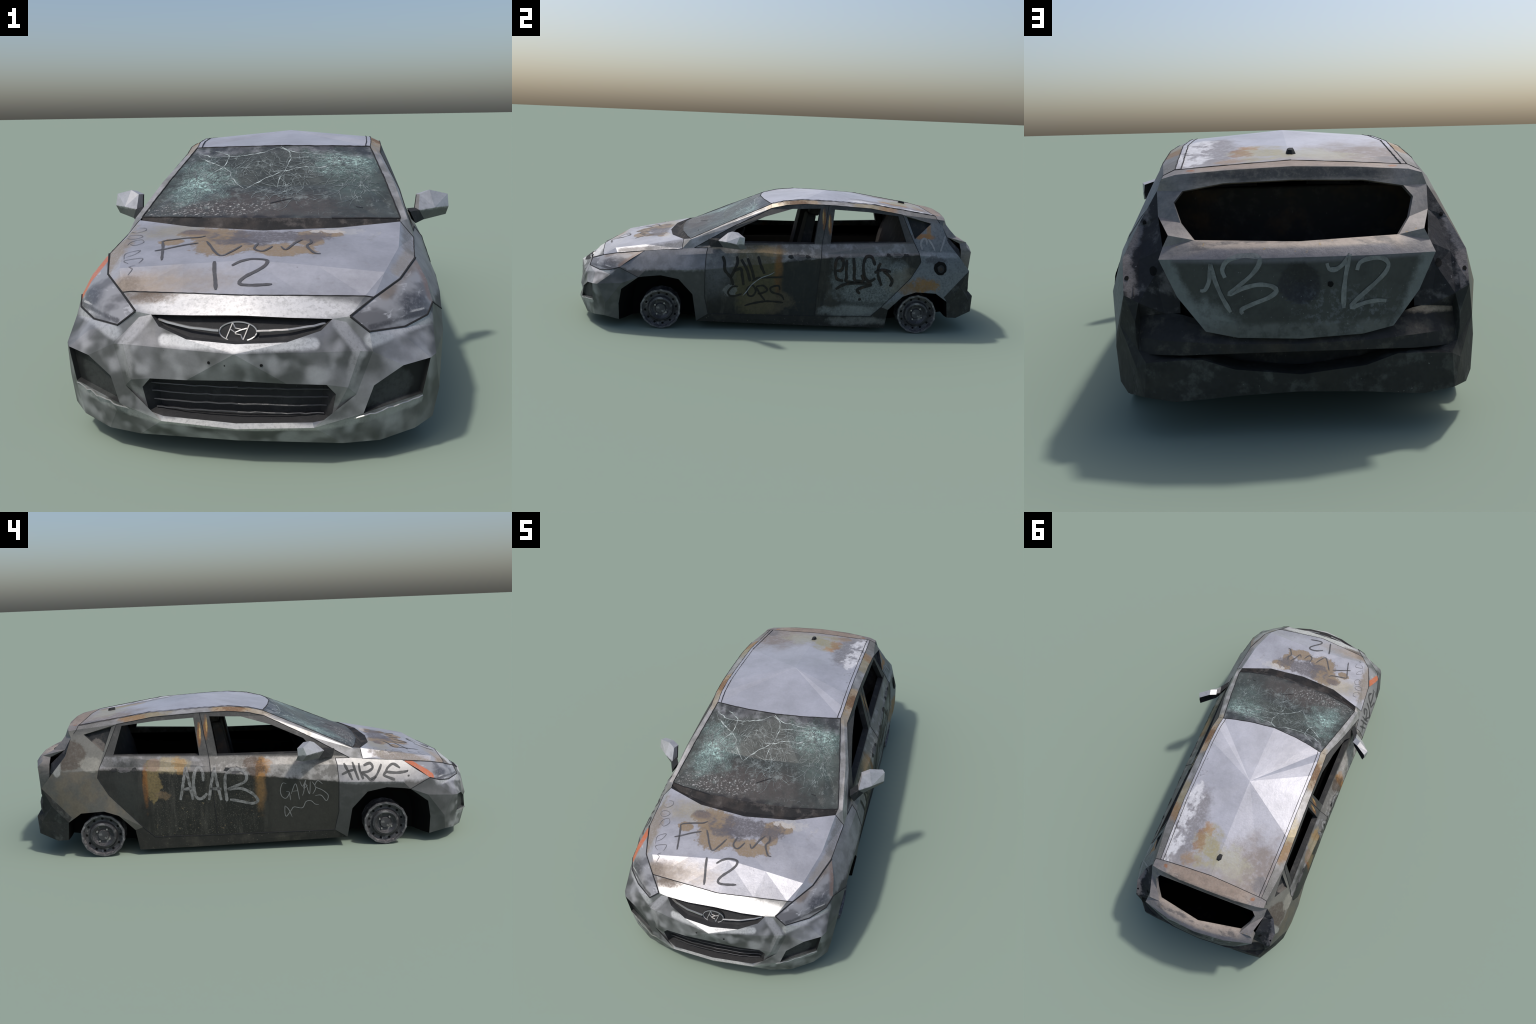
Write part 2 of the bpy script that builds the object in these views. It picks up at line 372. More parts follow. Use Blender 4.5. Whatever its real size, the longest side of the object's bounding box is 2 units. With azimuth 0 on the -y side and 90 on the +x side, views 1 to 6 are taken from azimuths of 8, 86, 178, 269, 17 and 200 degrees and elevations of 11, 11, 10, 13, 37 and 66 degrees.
m.specks((.33, .33, .33), .64, 240, .7, m.above(0, .535, .02, .01))
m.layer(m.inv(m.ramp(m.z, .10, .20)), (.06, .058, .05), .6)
M["quarter"] = m.grain(.2, 110).done()

# tailgate frame, skin, bare lamp housings, rear panel, rear bumper
m = Mat("tailgate_frame_ash", (.30, .255, .218), rough=.6, metal=.15, bump=.15)
m.layer(m.ramp(m.noise(30, 6, .65, (.5, 1, 2)), .48, .66), (.095, .088, .086), .85)
m.layer(m.ramp(m.noise(60, 6, .7, (.4, 1, 2), off=3), .56, .66), (.34, .305, .27), .7)
m.layer(m.ell((0, .78, .57), (.23, .05, .05), .3, 16, .4), (.24, .185, .145), .9)
m.layer(m.ramp(m.math('ABSOLUTE', m.x), .20, .235), (.17, .165, .17), .7)
m.layer(m.mul(m.ramp(m.z, .412, .404), m.ramp(m.y, .95, .97)), (.125, .125, .145), .85)
for sx in (1, -1):
    m.layer(m.ell((sx * .228, .783, .557), (.010, .010, .03), .5, 60, .4), (.28, .12, .05), .9)
m.specks((.50, .50, .49), .66, 230, .8, m.mul(m.ramp(m.math('ABSOLUTE', m.x), .20, .23), m.ramp(m.z, .53, .545)))
m.layer(m.ell((0, .823, .545), (.25, .012, .016), .2, 20, .5), (.045, .044, .046), .85)
m.specks((.32, .22, .08), .68, 50, .8, m.ramp(m.z, .44, .43))
M["tailgate"] = m.grain(.22, 100).done()

m = Mat("tailgate_soot", (.040, .044, .041), rough=.6, metal=.15, bump=.12)
m.layer(m.ramp(m.noise(14, 5, .65), .45, .66), (.025, .027, .026), .8)
m.layer(m.ramp(m.z, .376, .386), (.115, .115, .13), .85)
m.layer(m.ell((.185, .97, .275), (.055, .1, .030), .5, 14, .5), (.17, .185, .185), .8)
rim = m.math('SUBTRACT', m.math('ABSOLUTE', m.x), m.math('MULTIPLY_ADD', m.z, .44, .094))
m.layer(m.ramp(m.math('ADD', rim, m.math('MULTIPLY_ADD', m.noise(40, 5, .7, off=3), .04, -.02)), -.016, .004), (.15, .165, .165), .85)
m.layer(m.mul(m.ramp(m.z, .262, .250), m.ramp(m.noise(30, 5, .6, off=2), .35, .6)), (.115, .12, .115), .7)
pitr = m.ell((0, .99, .338), (.042, .2, .042), .12, 26, .12)
m.layer(pitr, (.020, .021, .024), .95, rough=.8)
m.layer(m.mul(m.ell((-.10, .97, .275), (.10, .1, .05), .4, 10, .5), m.ramp(m.noise(70, 6, .7, off=5), .5, .6)), (.11, .12, .13), .7)
m.specks((.16, .17, .165), .68, 150, .7)
M["tailgate_skin"] = m.grain(.2, 120).done()

def charred(name, base, light, k=.8, tint=None):
    m = Mat(name, base, rough=.75, metal=.05, bump=.25, bump_scale=70)
    m.layer(m.ramp(m.noise(22, 6, .65), .50, .68), light, k)
    if tint: m.layer(m.ramp(m.noise(8, 4, .6, off=3), .5, .7), tint, .7)
    m.specks(tuple(c * 2.2 for c in light), .70, 110, .6)
    return m
m = charred("lamp_housing_char", (.026, .026, .029), (.125, .118, .120), .85, (.018, .020, .027))
for sx in (1, -1):
    m.layer(m.seg((sx * .345, .815, .43), (sx * .368, .862, .378), .014, .5, 40, .3), (.15, .145, .155), .75)
    m.layer(m.seg((sx * .368, .870, .365), (sx * .352, .905, .305), .016, .6, 40, .3), (.23, .205, .20), .75)
M["tail_housing"] = m.grain(.25, 80).done()
m = charred("rear_panel_char", (.026, .026, .026), (.075, .070, .060), .8, (.050, .042, .032))
m.layer(m.ell((-.29, .90, .26), (.06, .05, .012), .4, 26, .4), (.40, .32, .23), .9)
M["rear_panel"] = m.grain(.25, 90).done()
m = charred("rear_bumper_char", (.028, .029, .027), (.075, .078, .072), .8, (.040, .039, .033))
M["rear_bumper"] = m.grain(.28, 70).done()
M["char"] = charred("cowl_char", (.018, .018, .019), (.085, .076, .072), .85, (.050, .042, .038)).grain(.3, 80).done()
M["grille"] = charred("grille_plastic", (.028, .028, .029), (.045, .045, .046), .6).done()
M["frame"] = charred("frame_soot", (.022, .023, .024), (.060, .058, .055), .6).done()
M["well"] = Mat("well_black", (.006, .006, .006), 1.0).done()
bpy.data.materials["well_black"].node_tree.nodes["Principled BSDF"].inputs["Specular IOR Level"].default_value = .05
m = Mat("cabin_char", (.0035, .0035, .0035), 1.0); m.layer(m.ramp(m.noise(22, 6, .65), .5, .68), (.007, .006, .005), .7); m.b.inputs["Specular IOR Level"].default_value = .05  # near-black colour so that the interior reads black through the windows
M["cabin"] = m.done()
m = charred("seat_char", (.026, .024, .023), (.055, .047, .042), .8, (.085, .050, .028)); M["seat"] = m.done()
M["black"] = Mat("hole_black", (.004, .004, .004), .9).done()

m = Mat("fog_pocket", (.014, .015, .015), .6, .1, .1)
m.layer(m.ell((.30, -.92, .155), (.055, .06, .045), .2, 20, .15), (.050, .053, .053), .9)
m.layer(m.ell((-.30, -.92, .155), (.055, .06, .045), .2, 20, .15), (.042, .045, .043), .9)
M["fog"] = m.grain(.2, 60).done()

# streaked headlamp lenses, rim highlight drawn in; one keeps its orange side marker
def lens(name, orange):
    sx = -1 if orange else 1
    m = Mat(name, (.25, .25, .262), rough=.18, metal=.1, bump=.03)
    m.layer(m.ramp(m.noise(14, 3, .5, (1, 1, 2)), .42, .60), (.115, .113, .118), .9)
    m.layer(m.ramp(m.noise(22, 5, .6, (1, .5, 3), off=4, distort=.6), .57, .68), (.45, .45, .47), .7)
    m.layer(m.ell((sx * .352, -.812, .300), (.040, .045, .020), .2, 22, .5), (.045, .045, .052), .85)
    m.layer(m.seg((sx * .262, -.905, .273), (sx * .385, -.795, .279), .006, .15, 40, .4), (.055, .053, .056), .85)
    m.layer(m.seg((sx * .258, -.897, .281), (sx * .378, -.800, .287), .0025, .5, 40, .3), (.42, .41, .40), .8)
    if orange:
        m.layer(m.seg((-.372, -.672, .345), (-.396, -.752, .294), .025, .06, 20, .12), (.46, .12, .040), .95, rough=.35)
    else:
        m.layer(m.seg((.372, -.655, .35), (.398, -.75, .30), .016, .2, 20, .5), (.17, .115, .090), .8)
        m.layer(m.seg((.29, -.83, .325), (.36, -.67, .355), .016, .2, 20, .5), (.20, .165, .14), .7)
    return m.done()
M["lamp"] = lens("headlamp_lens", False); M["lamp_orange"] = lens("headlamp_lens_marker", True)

# windshield: laminated glass, sooty, shattered around two blows
m = Mat("shattered_glass", (.040, .046, .044), rough=.32, metal=.0, bump=.10, bump_scale=90)
m.layer(m.ramp(m.noise(10, 5, .6), .42, .66), (.072, .080, .076), .8)
m.layer(m.ell((-.03, -.40, .45), (.26, .085, .1), .5, 9, .5), (.066, .058, .055), .85, rough=.5)
tl = m.ell((-.215, -.265, .50), (.075, .11, .1), .6, 14, .6); tr = m.ell((.20, -.155, .55), (.085, .060, .1), .6, 14, .6)
tr2 = m.ell((.235, -.24, .51), (.075, .14, .1), .5, 12, .6)
m.layer(tl, (.115, .165, .155), .75); m.layer(tr, (.115, .165, .155), .75); m.layer(tr2, (.075, .105, .098), .6)
fine = m.ramp(m.voro(70, warp=.05, wscale=30), .05, .0)
fine2 = m.ramp(m.voro(34, warp=.09, wscale=16), .020, .0)
near = m.math('MAXIMUM', tl, tr)
m.layer(m.mul(fine, near), (.42, .56, .53), .8)
m.layer(m.mul(fine2, m.ramp(m.noise(30, 5, .7, off=6), .46, .60)), (.22, .25, .25), .5)
m.layer(m.mul(m.ramp(m.noise(24, 9, .75, (1, .7, 1), off=14), .54, .66), m.ramp(m.y, -.44, -.38)), (.19, .215, .21), .6)
m.layer(m.mul(m.ell((-.215, -.262, .50), (.042, .05, .1), .7, 30, .5), m.ramp(m.noise(55, 6, .7, off=7), .45, .6)), (.36, .52, .48), .85)
m.layer(m.mul(m.ell((.205, -.145, .555), (.050, .030, .1), .7, 30, .5), m.ramp(m.noise(55, 6, .7, off=8), .45, .6)), (.40, .55, .51), .9)
m.layer(m.mul(m.ramp(m.y, -.135, -.10), m.ramp(m.noise(26, 5, .6, (1, .7, 1), off=2), .40, .62)), (.20, .205, .22), .7)
m.layer(m.mul(m.ramp(m.y, -.125, -.085), m.ramp(m.noise(12, 4, .6, off=12), .45, .55)), (.035, .036, .042), .7)
sp = m.mul(m.ell((-.16, -.42, .44), (.17, .045, .1), .5, 14, .4), m.ramp(m.noise(120, 5, .7, off=9), .56, .62))
m.layer(sp, (.44, .44, .43), .8, rough=.7)
m.layer(m.mul(m.ramp(m.y, -.452, -.47), m.ramp(m.noise(30, 5, .6, off=10), .4, .6)), (.020, .020, .022), .85)
m.specks((.30, .32, .31), .69, 170, .7)
M["glass"] = m.grain(.2, 100).done()
m = charred("quarter_glass_soot", (.020, .022, .024), (.050, .046, .044), .7)
m.layer(m.mul(m.side(-1), m.ell((-.34, .675, .475), (.1, .035, .030), .3, 20, .1)), (.13, .118, .108), .9)
M["qglass"] = m.done()

m = Mat("mirror_shell", (.42, .42, .43), .4, .4, .06)
m.layer(m.ramp(m.noise(30, 4, .6), .5, .68), (.30, .30, .305), .5)
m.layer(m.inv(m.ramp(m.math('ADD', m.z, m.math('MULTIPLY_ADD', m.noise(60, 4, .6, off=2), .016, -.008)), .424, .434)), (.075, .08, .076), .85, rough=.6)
M["mirror"] = m.grain(.15, 120).done()

m = Mat("rim_steel", (.105, .102, .108), .5, .5, .2)
m.layer(m.ramp(m.noise(40, 6, .65), .46, .62), (.27, .26, .26), .8)
m.layer(m.ramp(m.noise(22, 4, .6, off=4), .5, .66), (.045, .043, .046), .85, rough=.7, metal=.2)
M["rim"] = m.grain(.3, 120).done()
m = Mat("disc_steel", (.060, .059, .063), .5, .45, .2)
m.layer(m.ramp(m.noise(34, 6, .65), .52, .66), (.24, .23, .225), .85)
m.layer(m.ramp(m.noise(18, 4, .6, off=5), .5, .62), (.025, .024, .026), .85, rough=.7, metal=.1)
M["disc"] = m.grain(.3, 120).done()
M["bolt"] = Mat("bolt_steel", (.32, .31, .30), .4, .6).done()
M["chrome"] = Mat("dull_chrome", (.42, .41, .39), .32, .7, .05).done()
M["seam"] = Mat("seam_shadow", (.022, .022, .024), .8).done()
def spray(name, col, thin, thin_col, lo=.5, hi=.68, rough=.6):
    m = Mat(name, col, rough, .0, .05)
    if thin: m.layer(m.ramp(m.noise(45, 6, .7), lo, hi), thin_col, thin)
    return m.grain(.2, 120).done()
M["spray_hood"] = spray("black_spray", (.060, .059, .064), .65, (.18, .18, .195), .55, .72)
M["spray_scratch"] = spray("dark_scratch", (.13, .13, .14), .3, (.22, .22, .23))
M["spray_black"] = spray("matt_black_spray", (.016, .015, .014), .6, (.055, .036, .024), .5, .62)
M["spray_faint"] = spray("faded_black_spray", (.016, .015, .013), .5, (.040, .036, .024), .5, .7)
M["spray_grey"] = spray("dark_grey_spray", (.050, .050, .050), .5, (.10, .10, .098))
M["spray_white"] = spray("worn_white_spray", (.20, .20, .195), .8, (.07, .07, .066), .44, .60)
M["spray_white_thin"] = spray("white_marker", (.19, .19, .185), .4, (.11, .11, .10))
M["spray_tail"] = spray("chalky_white_spray", (.17, .18, .175), .6, (.085, .09, .088), .42, .6)
M["spray_ghost"] = spray("ghost_white_spray", (.20, .21, .22), .5, (.15, .165, .175))
M["crack"] = spray("crack_white", (.44, .50, .49), .85, (.12, .14, .14), .40, .60, .4)
M["crack_fine"] = spray("crack_grey", (.26, .30, .295), .9, (.07, .08, .08), .38, .58, .4)
M["slat"] = Mat("slat_plastic", (.055, .055, .058), .45, .1, .1).done()
M["handle"] = charred("handle_scar", (.07, .068, .07), (.17, .165, .165), .8).done()


# ================================================================ BODY CAGE
# --- hood: lines running from the centre outwards, front seam to rear edge
hood_front = [(0, -.882, .328), (.13, -.8675, .3264), (.251, -.853, .324), (.270, -.847, .320)]
hood_fold  = [(0, -.758, .377), (.15, -.7725, .3690), (.293, -.787, .3605), (.326, -.773, .343)]
hood_mid   = [(0, -.645, .397), (.17, -.640, .398), (.330, -.640, .388), (.366, -.643, .364)]
hood_rear  = [(0, -.544, .409), (.19, -.524, .414), (.343, -.462, .421), (.377, -.467, .381)]

# --- windshield lines
glass_base = [(0, -.480, .432), (.17, -.473, .431), (.29, -.448, .428), (.346, -.429, .425)]
glass_mid  = [(0, -.276, .492), (.15, -.268, .497), (.25, -.252, .504), (.311, -.240, .510)]
glass_top  = [(0, -.087, .600), (.13, -.075, .5975), (.21, -.060, .5955), (.272, -.046, .593)]

# --- roof: centre points and the gutter line
roof_c  = [(0, -.087, .600), (0, .254, .640), (0, .752, .572)]
gutter  = [(.272, -.046, .593), (.276, .015, .6080), (.276, .105, .6172), (.275, .230, .6150),
           (.274, .450, .604), (.269, .610, .5800), (.264, .763, .557)]
rail    = [(.303, -.050, .575), (.307, .022, .593), (.307, .110, .601), (.308, .227, .600),
           (.310, .430, .590), (.312, .587, .565), (.290, .765, .545)]
pillar_ridge = [(.364, -.430, .423), (.336, -.242, .503), (.288, -.048, .586)]
pillar_out   = [(.380, -.410, .388), (.350, -.241, .484), (.303, -.050, .575)]

# --- flank lines, front (fender) to rear
fender_top  = [(.368, -.643, .364), (.377, -.467, .381), (.387, -.347, .391)]
shoulder    = [(.388, -.648, .339), (.399, -.500, .352), (.407, -.353, .366)]
crease_f    = [(.427, -.632, .283), (.433, -.490, .290), (.432, -.357, .296)]
arch_f = [(.428, -.665, .250), (.429, -.637, .255), (.431, -.562, .263), (.431, -.479, .247),
          (.429, -.413, .175), (.412, -.394, .042)]
door_front = [(.387, -.347, .391), (.407, -.353, .366), (.432, -.357, .296), (.420, -.357, .165), (.410, -.339, .077)]
door_mid   = [(.378, -.085, .404), (.402, -.085, .378), (.423, -.085, .326), (.411, -.085, .150), (.406, -.085, .077)]
door_split = [(.369, .194, .416), (.396, .190, .378), (.411, .188, .358), (.409, .172, .142), (.405, .173, .076)]
rear_gap   = [(.364, .638, .442), (.381, .662, .394), (.390, .665, .382), (.396, .672, .351), (.408, .625, .274),
              (.408, .491, .127), (.406, .442, .080)]
sill_bot   = [(.404, -.394, .039), (.404, .175, .027), (.404, .512, .023)]
arch_r = [(.404, .512, .028), (.409, .525, .115), (.418, .590, .185), (.424, .651, .209),
          (.422, .749, .204), (.412, .808, .163), (.405, .818, .082)]

# --- windows
front_win = [(.375, -.268, .416), (.356, -.215, .478), (.332, -.080, .538), (.316, .050, .577), (.314, .186, .583), (.367, .158, .419)]
rear_win  = [(.366, .235, .423), (.315, .255, .580), (.317, .420, .573), (.316, .565, .558), (.362, .604, .435)]
qtr_win   = [(.308, .610, .554), (.318, .730, .527), (.353, .645, .454)]

# --- rear quarter
spoiler_tip = (.290, .801, .540)
lamp_top, lamp_mid, lamp_out = (.303, .790, .513), (.345, .812, .440), (.374, .865, .376)
quarter_tip, quarter_low = (.366, .922, .308), (.413, .793, .185)
crease_r = [(.390, .665, .382), (.389, .780, .381), lamp_out]
belly_r = (.413, .800, .290)

# ---------------------------------------------------------------- front end points
grille_top = [(0, -.921, .296), (.10, -.922, .294), (.187, -.913, .291)]
grille_bot = [(0, -.979, .254), (.10, -.967, .257), (.165, -.936, .273), (.187, -.913, .291)]
bumper_crease = [(0, -.998, .240), (.165, -.961, .237), (.242, -.938, .234)]
x_c, x_d = (.219, -.965, .168), (.187, -.957, .098)
o_a, o_b, o_c, o_d = (.214, -.909, .284), (.267, -.926, .230), (.236, -.953, .150), (.154, -.984, .089)
low_top = [(0, -.983, .180), (.10, -.981, .177), (.178, -.971, .174), (.196, -.965, .153)]
low_bot = [(0, -.986, .092), (.151, -.979, .098)]
lip_c = (0, -.991, .082)
lamp_in, lamp_b = (.222, -.908, .296), (.260, -.914, .267)
lamp_low = [lamp_b, (.333, -.856, .262), (.383, -.801, .273), (.398, -.755, .289)]
lamp_up  = [lamp_in, (.270, -.847, .320), (.326, -.773, .343), (.368, -.643, .364)]
m1, m2 = (.338, -.876, .243), (.396, -.798, .252)
seam_f = arch_f[0]
wide, bump = (.424, -.742, .220), (.397, -.858, .207)
fog = [(.250, -.955, .111), (.270, -.944, .166), (.328, -.914, .199), (.384, -.882, .206), (.370, -.884, .130)]
side_b = (.411, -.818, .120)
arch_b = [seam_f, (.417, -.744, .190), (.405, -.758, .116), (.396, -.757, .037)]
under_f = [(0, -.968, .047), (.210, -.947, .042), (.285, -.924, .042), (.358, -.876, .050), (.398, -.826, .056), arch_b[-1]]

# ================================================================ PANELS
build("hood", grid([hood_front, hood_fold, hood_mid, hood_rear]), M["hood"], centre=True, body=True)

trough = [(0, -.512, .404), (.18, -.500, .407), (.305, -.462, .412), (.346, -.440, .418)]
hr3 = [hood_rear[0], hood_rear[1], lerp(hood_rear[1], hood_rear[2], .72), hood_rear[2]]
build("cowl", grid([hr3, trough, glass_base]), M["char"], centre=True)
build("windshield", grid([glass_base, glass_mid, glass_top]), M["glass"], centre=True, body=True)

roof_polys = [[roof_c[0], glass_top[1], roof_c[1]], [glass_top[1], glass_top[2], roof_c[1]],
              [glass_top[2], gutter[0], roof_c[1]]]
for a, b in zip(gutter, gutter[1:-2]): roof_polys.append([a, b, roof_c[1]])
tail_m = (.14, .757, .5645)
roof_polys += [[gutter[4], gutter[5], roof_c[1]], [gutter[5], gutter[6], roof_c[1]], [gutter[6], tail_m, roof_c[1]], [tail_m, roof_c[2], roof_c[1]]]
build("roof", roof_polys, M["roof"], centre=True, body=True)

# roof rail with the windshield pillar
pil_in = [glass_base[3], glass_mid[3], glass_top[3]]
build("roof_rail", grid([gutter, rail]) + grid([pil_in, pillar_ridge, pillar_out])
      + [[glass_base[3], hood_rear[2], hood_rear[3], pillar_out[0], pillar_ridge[0]]], M["rail"], body=True)

# fender
fp = grid([fender_top, shoulder, crease_f])
fp += [[fender_top[0], shoulder[0], lamp_low[3]], [shoulder[0], crease_f[0], arch_f[0], lamp_low[3]],
       [crease_f[0], arch_f[1], arch_f[0]], [crease_f[0], crease_f[1], arch_f[2], arch_f[1]],
       [crease_f[1], arch_f[3], arch_f[2]], [crease_f[1], crease_f[2], arch_f[3]],
       [crease_f[2], door_front[3], arch_f[4], arch_f[3]],
       [door_front[3], door_front[4], arch_f[5], arch_f[4]],
       [fender_top[1], fender_top[2], pillar_out[0]]]
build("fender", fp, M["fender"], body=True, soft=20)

# front door: skin and window frame
df = grid([door_front, door_mid, door_split])
w, b_split, top_split = front_win, door_split[0], rail[3]
df += [[pillar_out[0], door_front[0], w[0]], [pillar_out[0], w[0], w[1], pillar_out[1]],
       [pillar_out[1], w[1], w[2], rail[0]], [rail[0], w[2], w[3], rail[1]],
       [rail[1], w[3], rail[2]], [rail[2], w[3], w[4], rail[3]], [top_split, w[4], w[5], b_split],
       [door_front[0], door_mid[0], w[0]], [door_mid[0], b_split, w[5], w[0]]]
FD = build("door", df, M["front_door"], body=True, soft=12)

# rear door
w = rear_win
dr = [[door_split[0], door_split[1], rear_gap[1], rear_gap[0]], [door_split[1], door_split[2], rear_gap[2], rear_gap[1]],
      [door_split[2], (.411, .45, .30), rear_gap[3], rear_gap[2]],
      [door_split[2], (.410, .30, .24), (.411, .45, .30)], [door_split[2], door_split[3], (.410, .30, .24)],
      [(.411, .45, .30), rear_gap[4], rear_gap[3]], [(.411, .45, .30), (.410, .30, .24), rear_gap[5], rear_gap[4]],
      [door_split[3], rear_gap[5], (.410, .30, .24)],
      [door_split[3], door_split[4], rear_gap[6], rear_gap[5]],
      [b_split, w[0], w[1], top_split], [top_split, w[1], w[2], rail[4]], [rail[4], w[2], w[3], rail[5]],
      [rail[5], w[3], w[4], rear_gap[0]], [w[4], w[0], b_split, rear_gap[0]]]
RD = build("door", dr, M["rear_door"], body=True, soft=12)

# rocker sill below the doors
sill_up = [door_front[4], door_split[4], rear_gap[6]]
build("sill", strip([door_front[4], door_split[4], rear_gap[6]], sill_bot)
      + [[door_front[4], sill_bot[0], arch_f[5]],
         [rear_gap[6], sill_bot[2], arch_r[1]], [rear_gap[6], arch_r[1], rear_gap[5]]]
      + strip(sill_bot, shift(sill_bot, (-.05, 0, .002))), M["sill"], body=True)

# quarter panel with roof pillar
w = qtr_win
qp = [[rail[5], rail[6], w[1], w[0]], [rail[6], spoiler_tip, lamp_top, w[1]], [lamp_top, lamp_mid, w[1]],
      [w[1], lamp_mid, lamp_out, crease_r[1]], [w[1], crease_r[1], w[2]], [w[2], crease_r[1], crease_r[0], rear_gap[1], rear_gap[0]],
      [w[0], w[2], rear_gap[0], rail[5]],
      [crease_r[0], crease_r[1], belly_r, rear_gap[3]], [crease_r[1], crease_r[2], quarter_tip, belly_r],
      [belly_r, quarter_tip, quarter_low], [rear_gap[3], belly_r, rear_gap[4]],
      [rear_gap[4], belly_r, arch_r[3], arch_r[2]], [belly_r, quarter_low, arch_r[4], arch_r[3]],
      [rear_gap[4], arch_r[2], rear_gap[5]], [rear_gap[5], arch_r[2], arch_r[1]], [quarter_low, arch_r[5], arch_r[4]]]
QP = build("quarter_panel", qp, M["quarter"], body=True, soft=16)

# ---------------------------------------------------------------- front bumper
hf, gt, gb, bc, lt, lb = hood_front, grille_top, grille_bot, bumper_crease, low_top, low_bot
bp = [[hf[0], hf[1], gt[1], gt[0]], [hf[1], hf[2], gt[2], gt[1]], [hf[2], hf[3], lamp_in, o_a, gt[2]],
      [gt[2], o_a, o_b, bc[2]], [bc[2], o_b, o_c, x_c], [x_c, o_c, o_d, x_d],
      [gb[0], gb[1], bc[1], bc[0]], [gb[1], gb[2], bc[1]], [gb[2], gb[3], bc[2], bc[1]],
      [bc[0], bc[1], lt[1], lt[0]], [bc[1], bc[2], x_c, lt[2], lt[1]], [lt[2], x_c, lt[3]], [lt[3], x_c, x_d],
      [lb[0], lb[1], o_d, lip_c], [lb[1], x_d, o_d], [lip_c, o_d, under_f[1], under_f[0]],
      [o_a, lamp_in, lamp_b, o_b], [lamp_b, lamp_low[1], m1, o_b], [lamp_low[1], lamp_low[2], m2, m1],
      [lamp_low[2], lamp_low[3], seam_f, m2],
      [o_b, m1, fog[2], fog[1], o_c], [m1, m2, bump, fog[3], fog[2]], [m2, seam_f, wide, bump],
      [o_c, fog[1], fog[0], o_d], [bump, wide, side_b, fog[4], fog[3]], [wide, seam_f, arch_b[1], arch_b[2], side_b],
      [o_d, fog[0], under_f[2], under_f[1]], [fog[0], fog[4], under_f[3], under_f[2]],
      [fog[4], side_b, under_f[4], under_f[3]], [side_b, arch_b[2], arch_b[3], under_f[4]]]
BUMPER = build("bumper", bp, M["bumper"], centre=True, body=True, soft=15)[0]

# recessed pockets: ring inwards, then a back plate
def pocket(name, loop, d, shrink, mat, parent=CAR, both=True, centre=False):
    c = [sum(p[i] for p in loop) / len(loop) for i in range(3)]
    inner = [add(lerp(p, c, shrink), d) for p in loop]
    n = len(loop)
    polys = [[loop[i], loop[(i + 1) % n], inner[(i + 1) % n], inner[i]] for i in range(n)] + [inner]
    return build(name, polys, mat, both=both, centre=centre, parent=parent)

pocket("fog_lamp_pocket", fog, (-.003, .010, .001), .08, M["fog"], parent=BUMPER)

# upper grille: recessed dark panel with a bright bar and the badge
g_in_t = [(0, -.905, .285), (.10, -.903, .286), (.180, -.898, .287)]
g_in_b = [(0, -.955, .252), (.10, -.945, .255), (.160, -.918, .270)]
GR = build("grille", strip(gt, g_in_t) + strip(g_in_t, g_in_b)
           + [[gb[0], gb[1], g_in_b[1], g_in_b[0]], [gb[1], gb[2], g_in_b[2], g_in_b[1]], [gb[2], gb[3], g_in_t[2], g_in_b[2]]],
           M["grille"], centre=True, parent=BUMPER)[0]
# lower grille: deep cavity with four bars
l_in_t = [(0, -.945, .172), (.10, -.945, .170), (.170, -.935, .165)]
l_in_b = [(0, -.945, .100), (.10, -.945, .101), (.165, -.935, .105)]
build("air_intake", [[lt[0], lt[1], l_in_t[1], l_in_t[0]], [lt[1], lt[2], l_in_t[2], l_in_t[1]],
                       [lt[2], lt[3], x_d, l_in_b[2], l_in_t[2]], [lb[0], lb[1], l_in_b[1], l_in_b[0]],
                       [lb[1], x_d, l_in_b[2], l_in_b[1]]] + strip(l_in_t, l_in_b), M["grille"], centre=True, parent=BUMPER)

# ---------------------------------------------------------------- headlamps
def bulge(p, d): return add(p, d)
lamp_mid_line = [add(lerp(a, b, .5), d) for a, b, d in zip(lamp_up, lamp_low,
                 [(0, 0, 0), (.004, -.012, .004), (.006, -.012, .004), (.006, -.006, 0)])]
HL = []
for side in (1, -1):
    polys = grid([lamp_up, lamp_mid_line, lamp_low])
    if side < 0: polys = [[flip(v) for v in reversed(p)] for p in polys]
    vs, fs = [], []
    for p in polys:
        fs.append(list(range(len(vs), len(vs) + len(p)))); vs += p
    HL.append(mesh_obj("headlamp", vs, fs, M["lamp"] if side > 0 else M["lamp_orange"], body=True, soft=40))

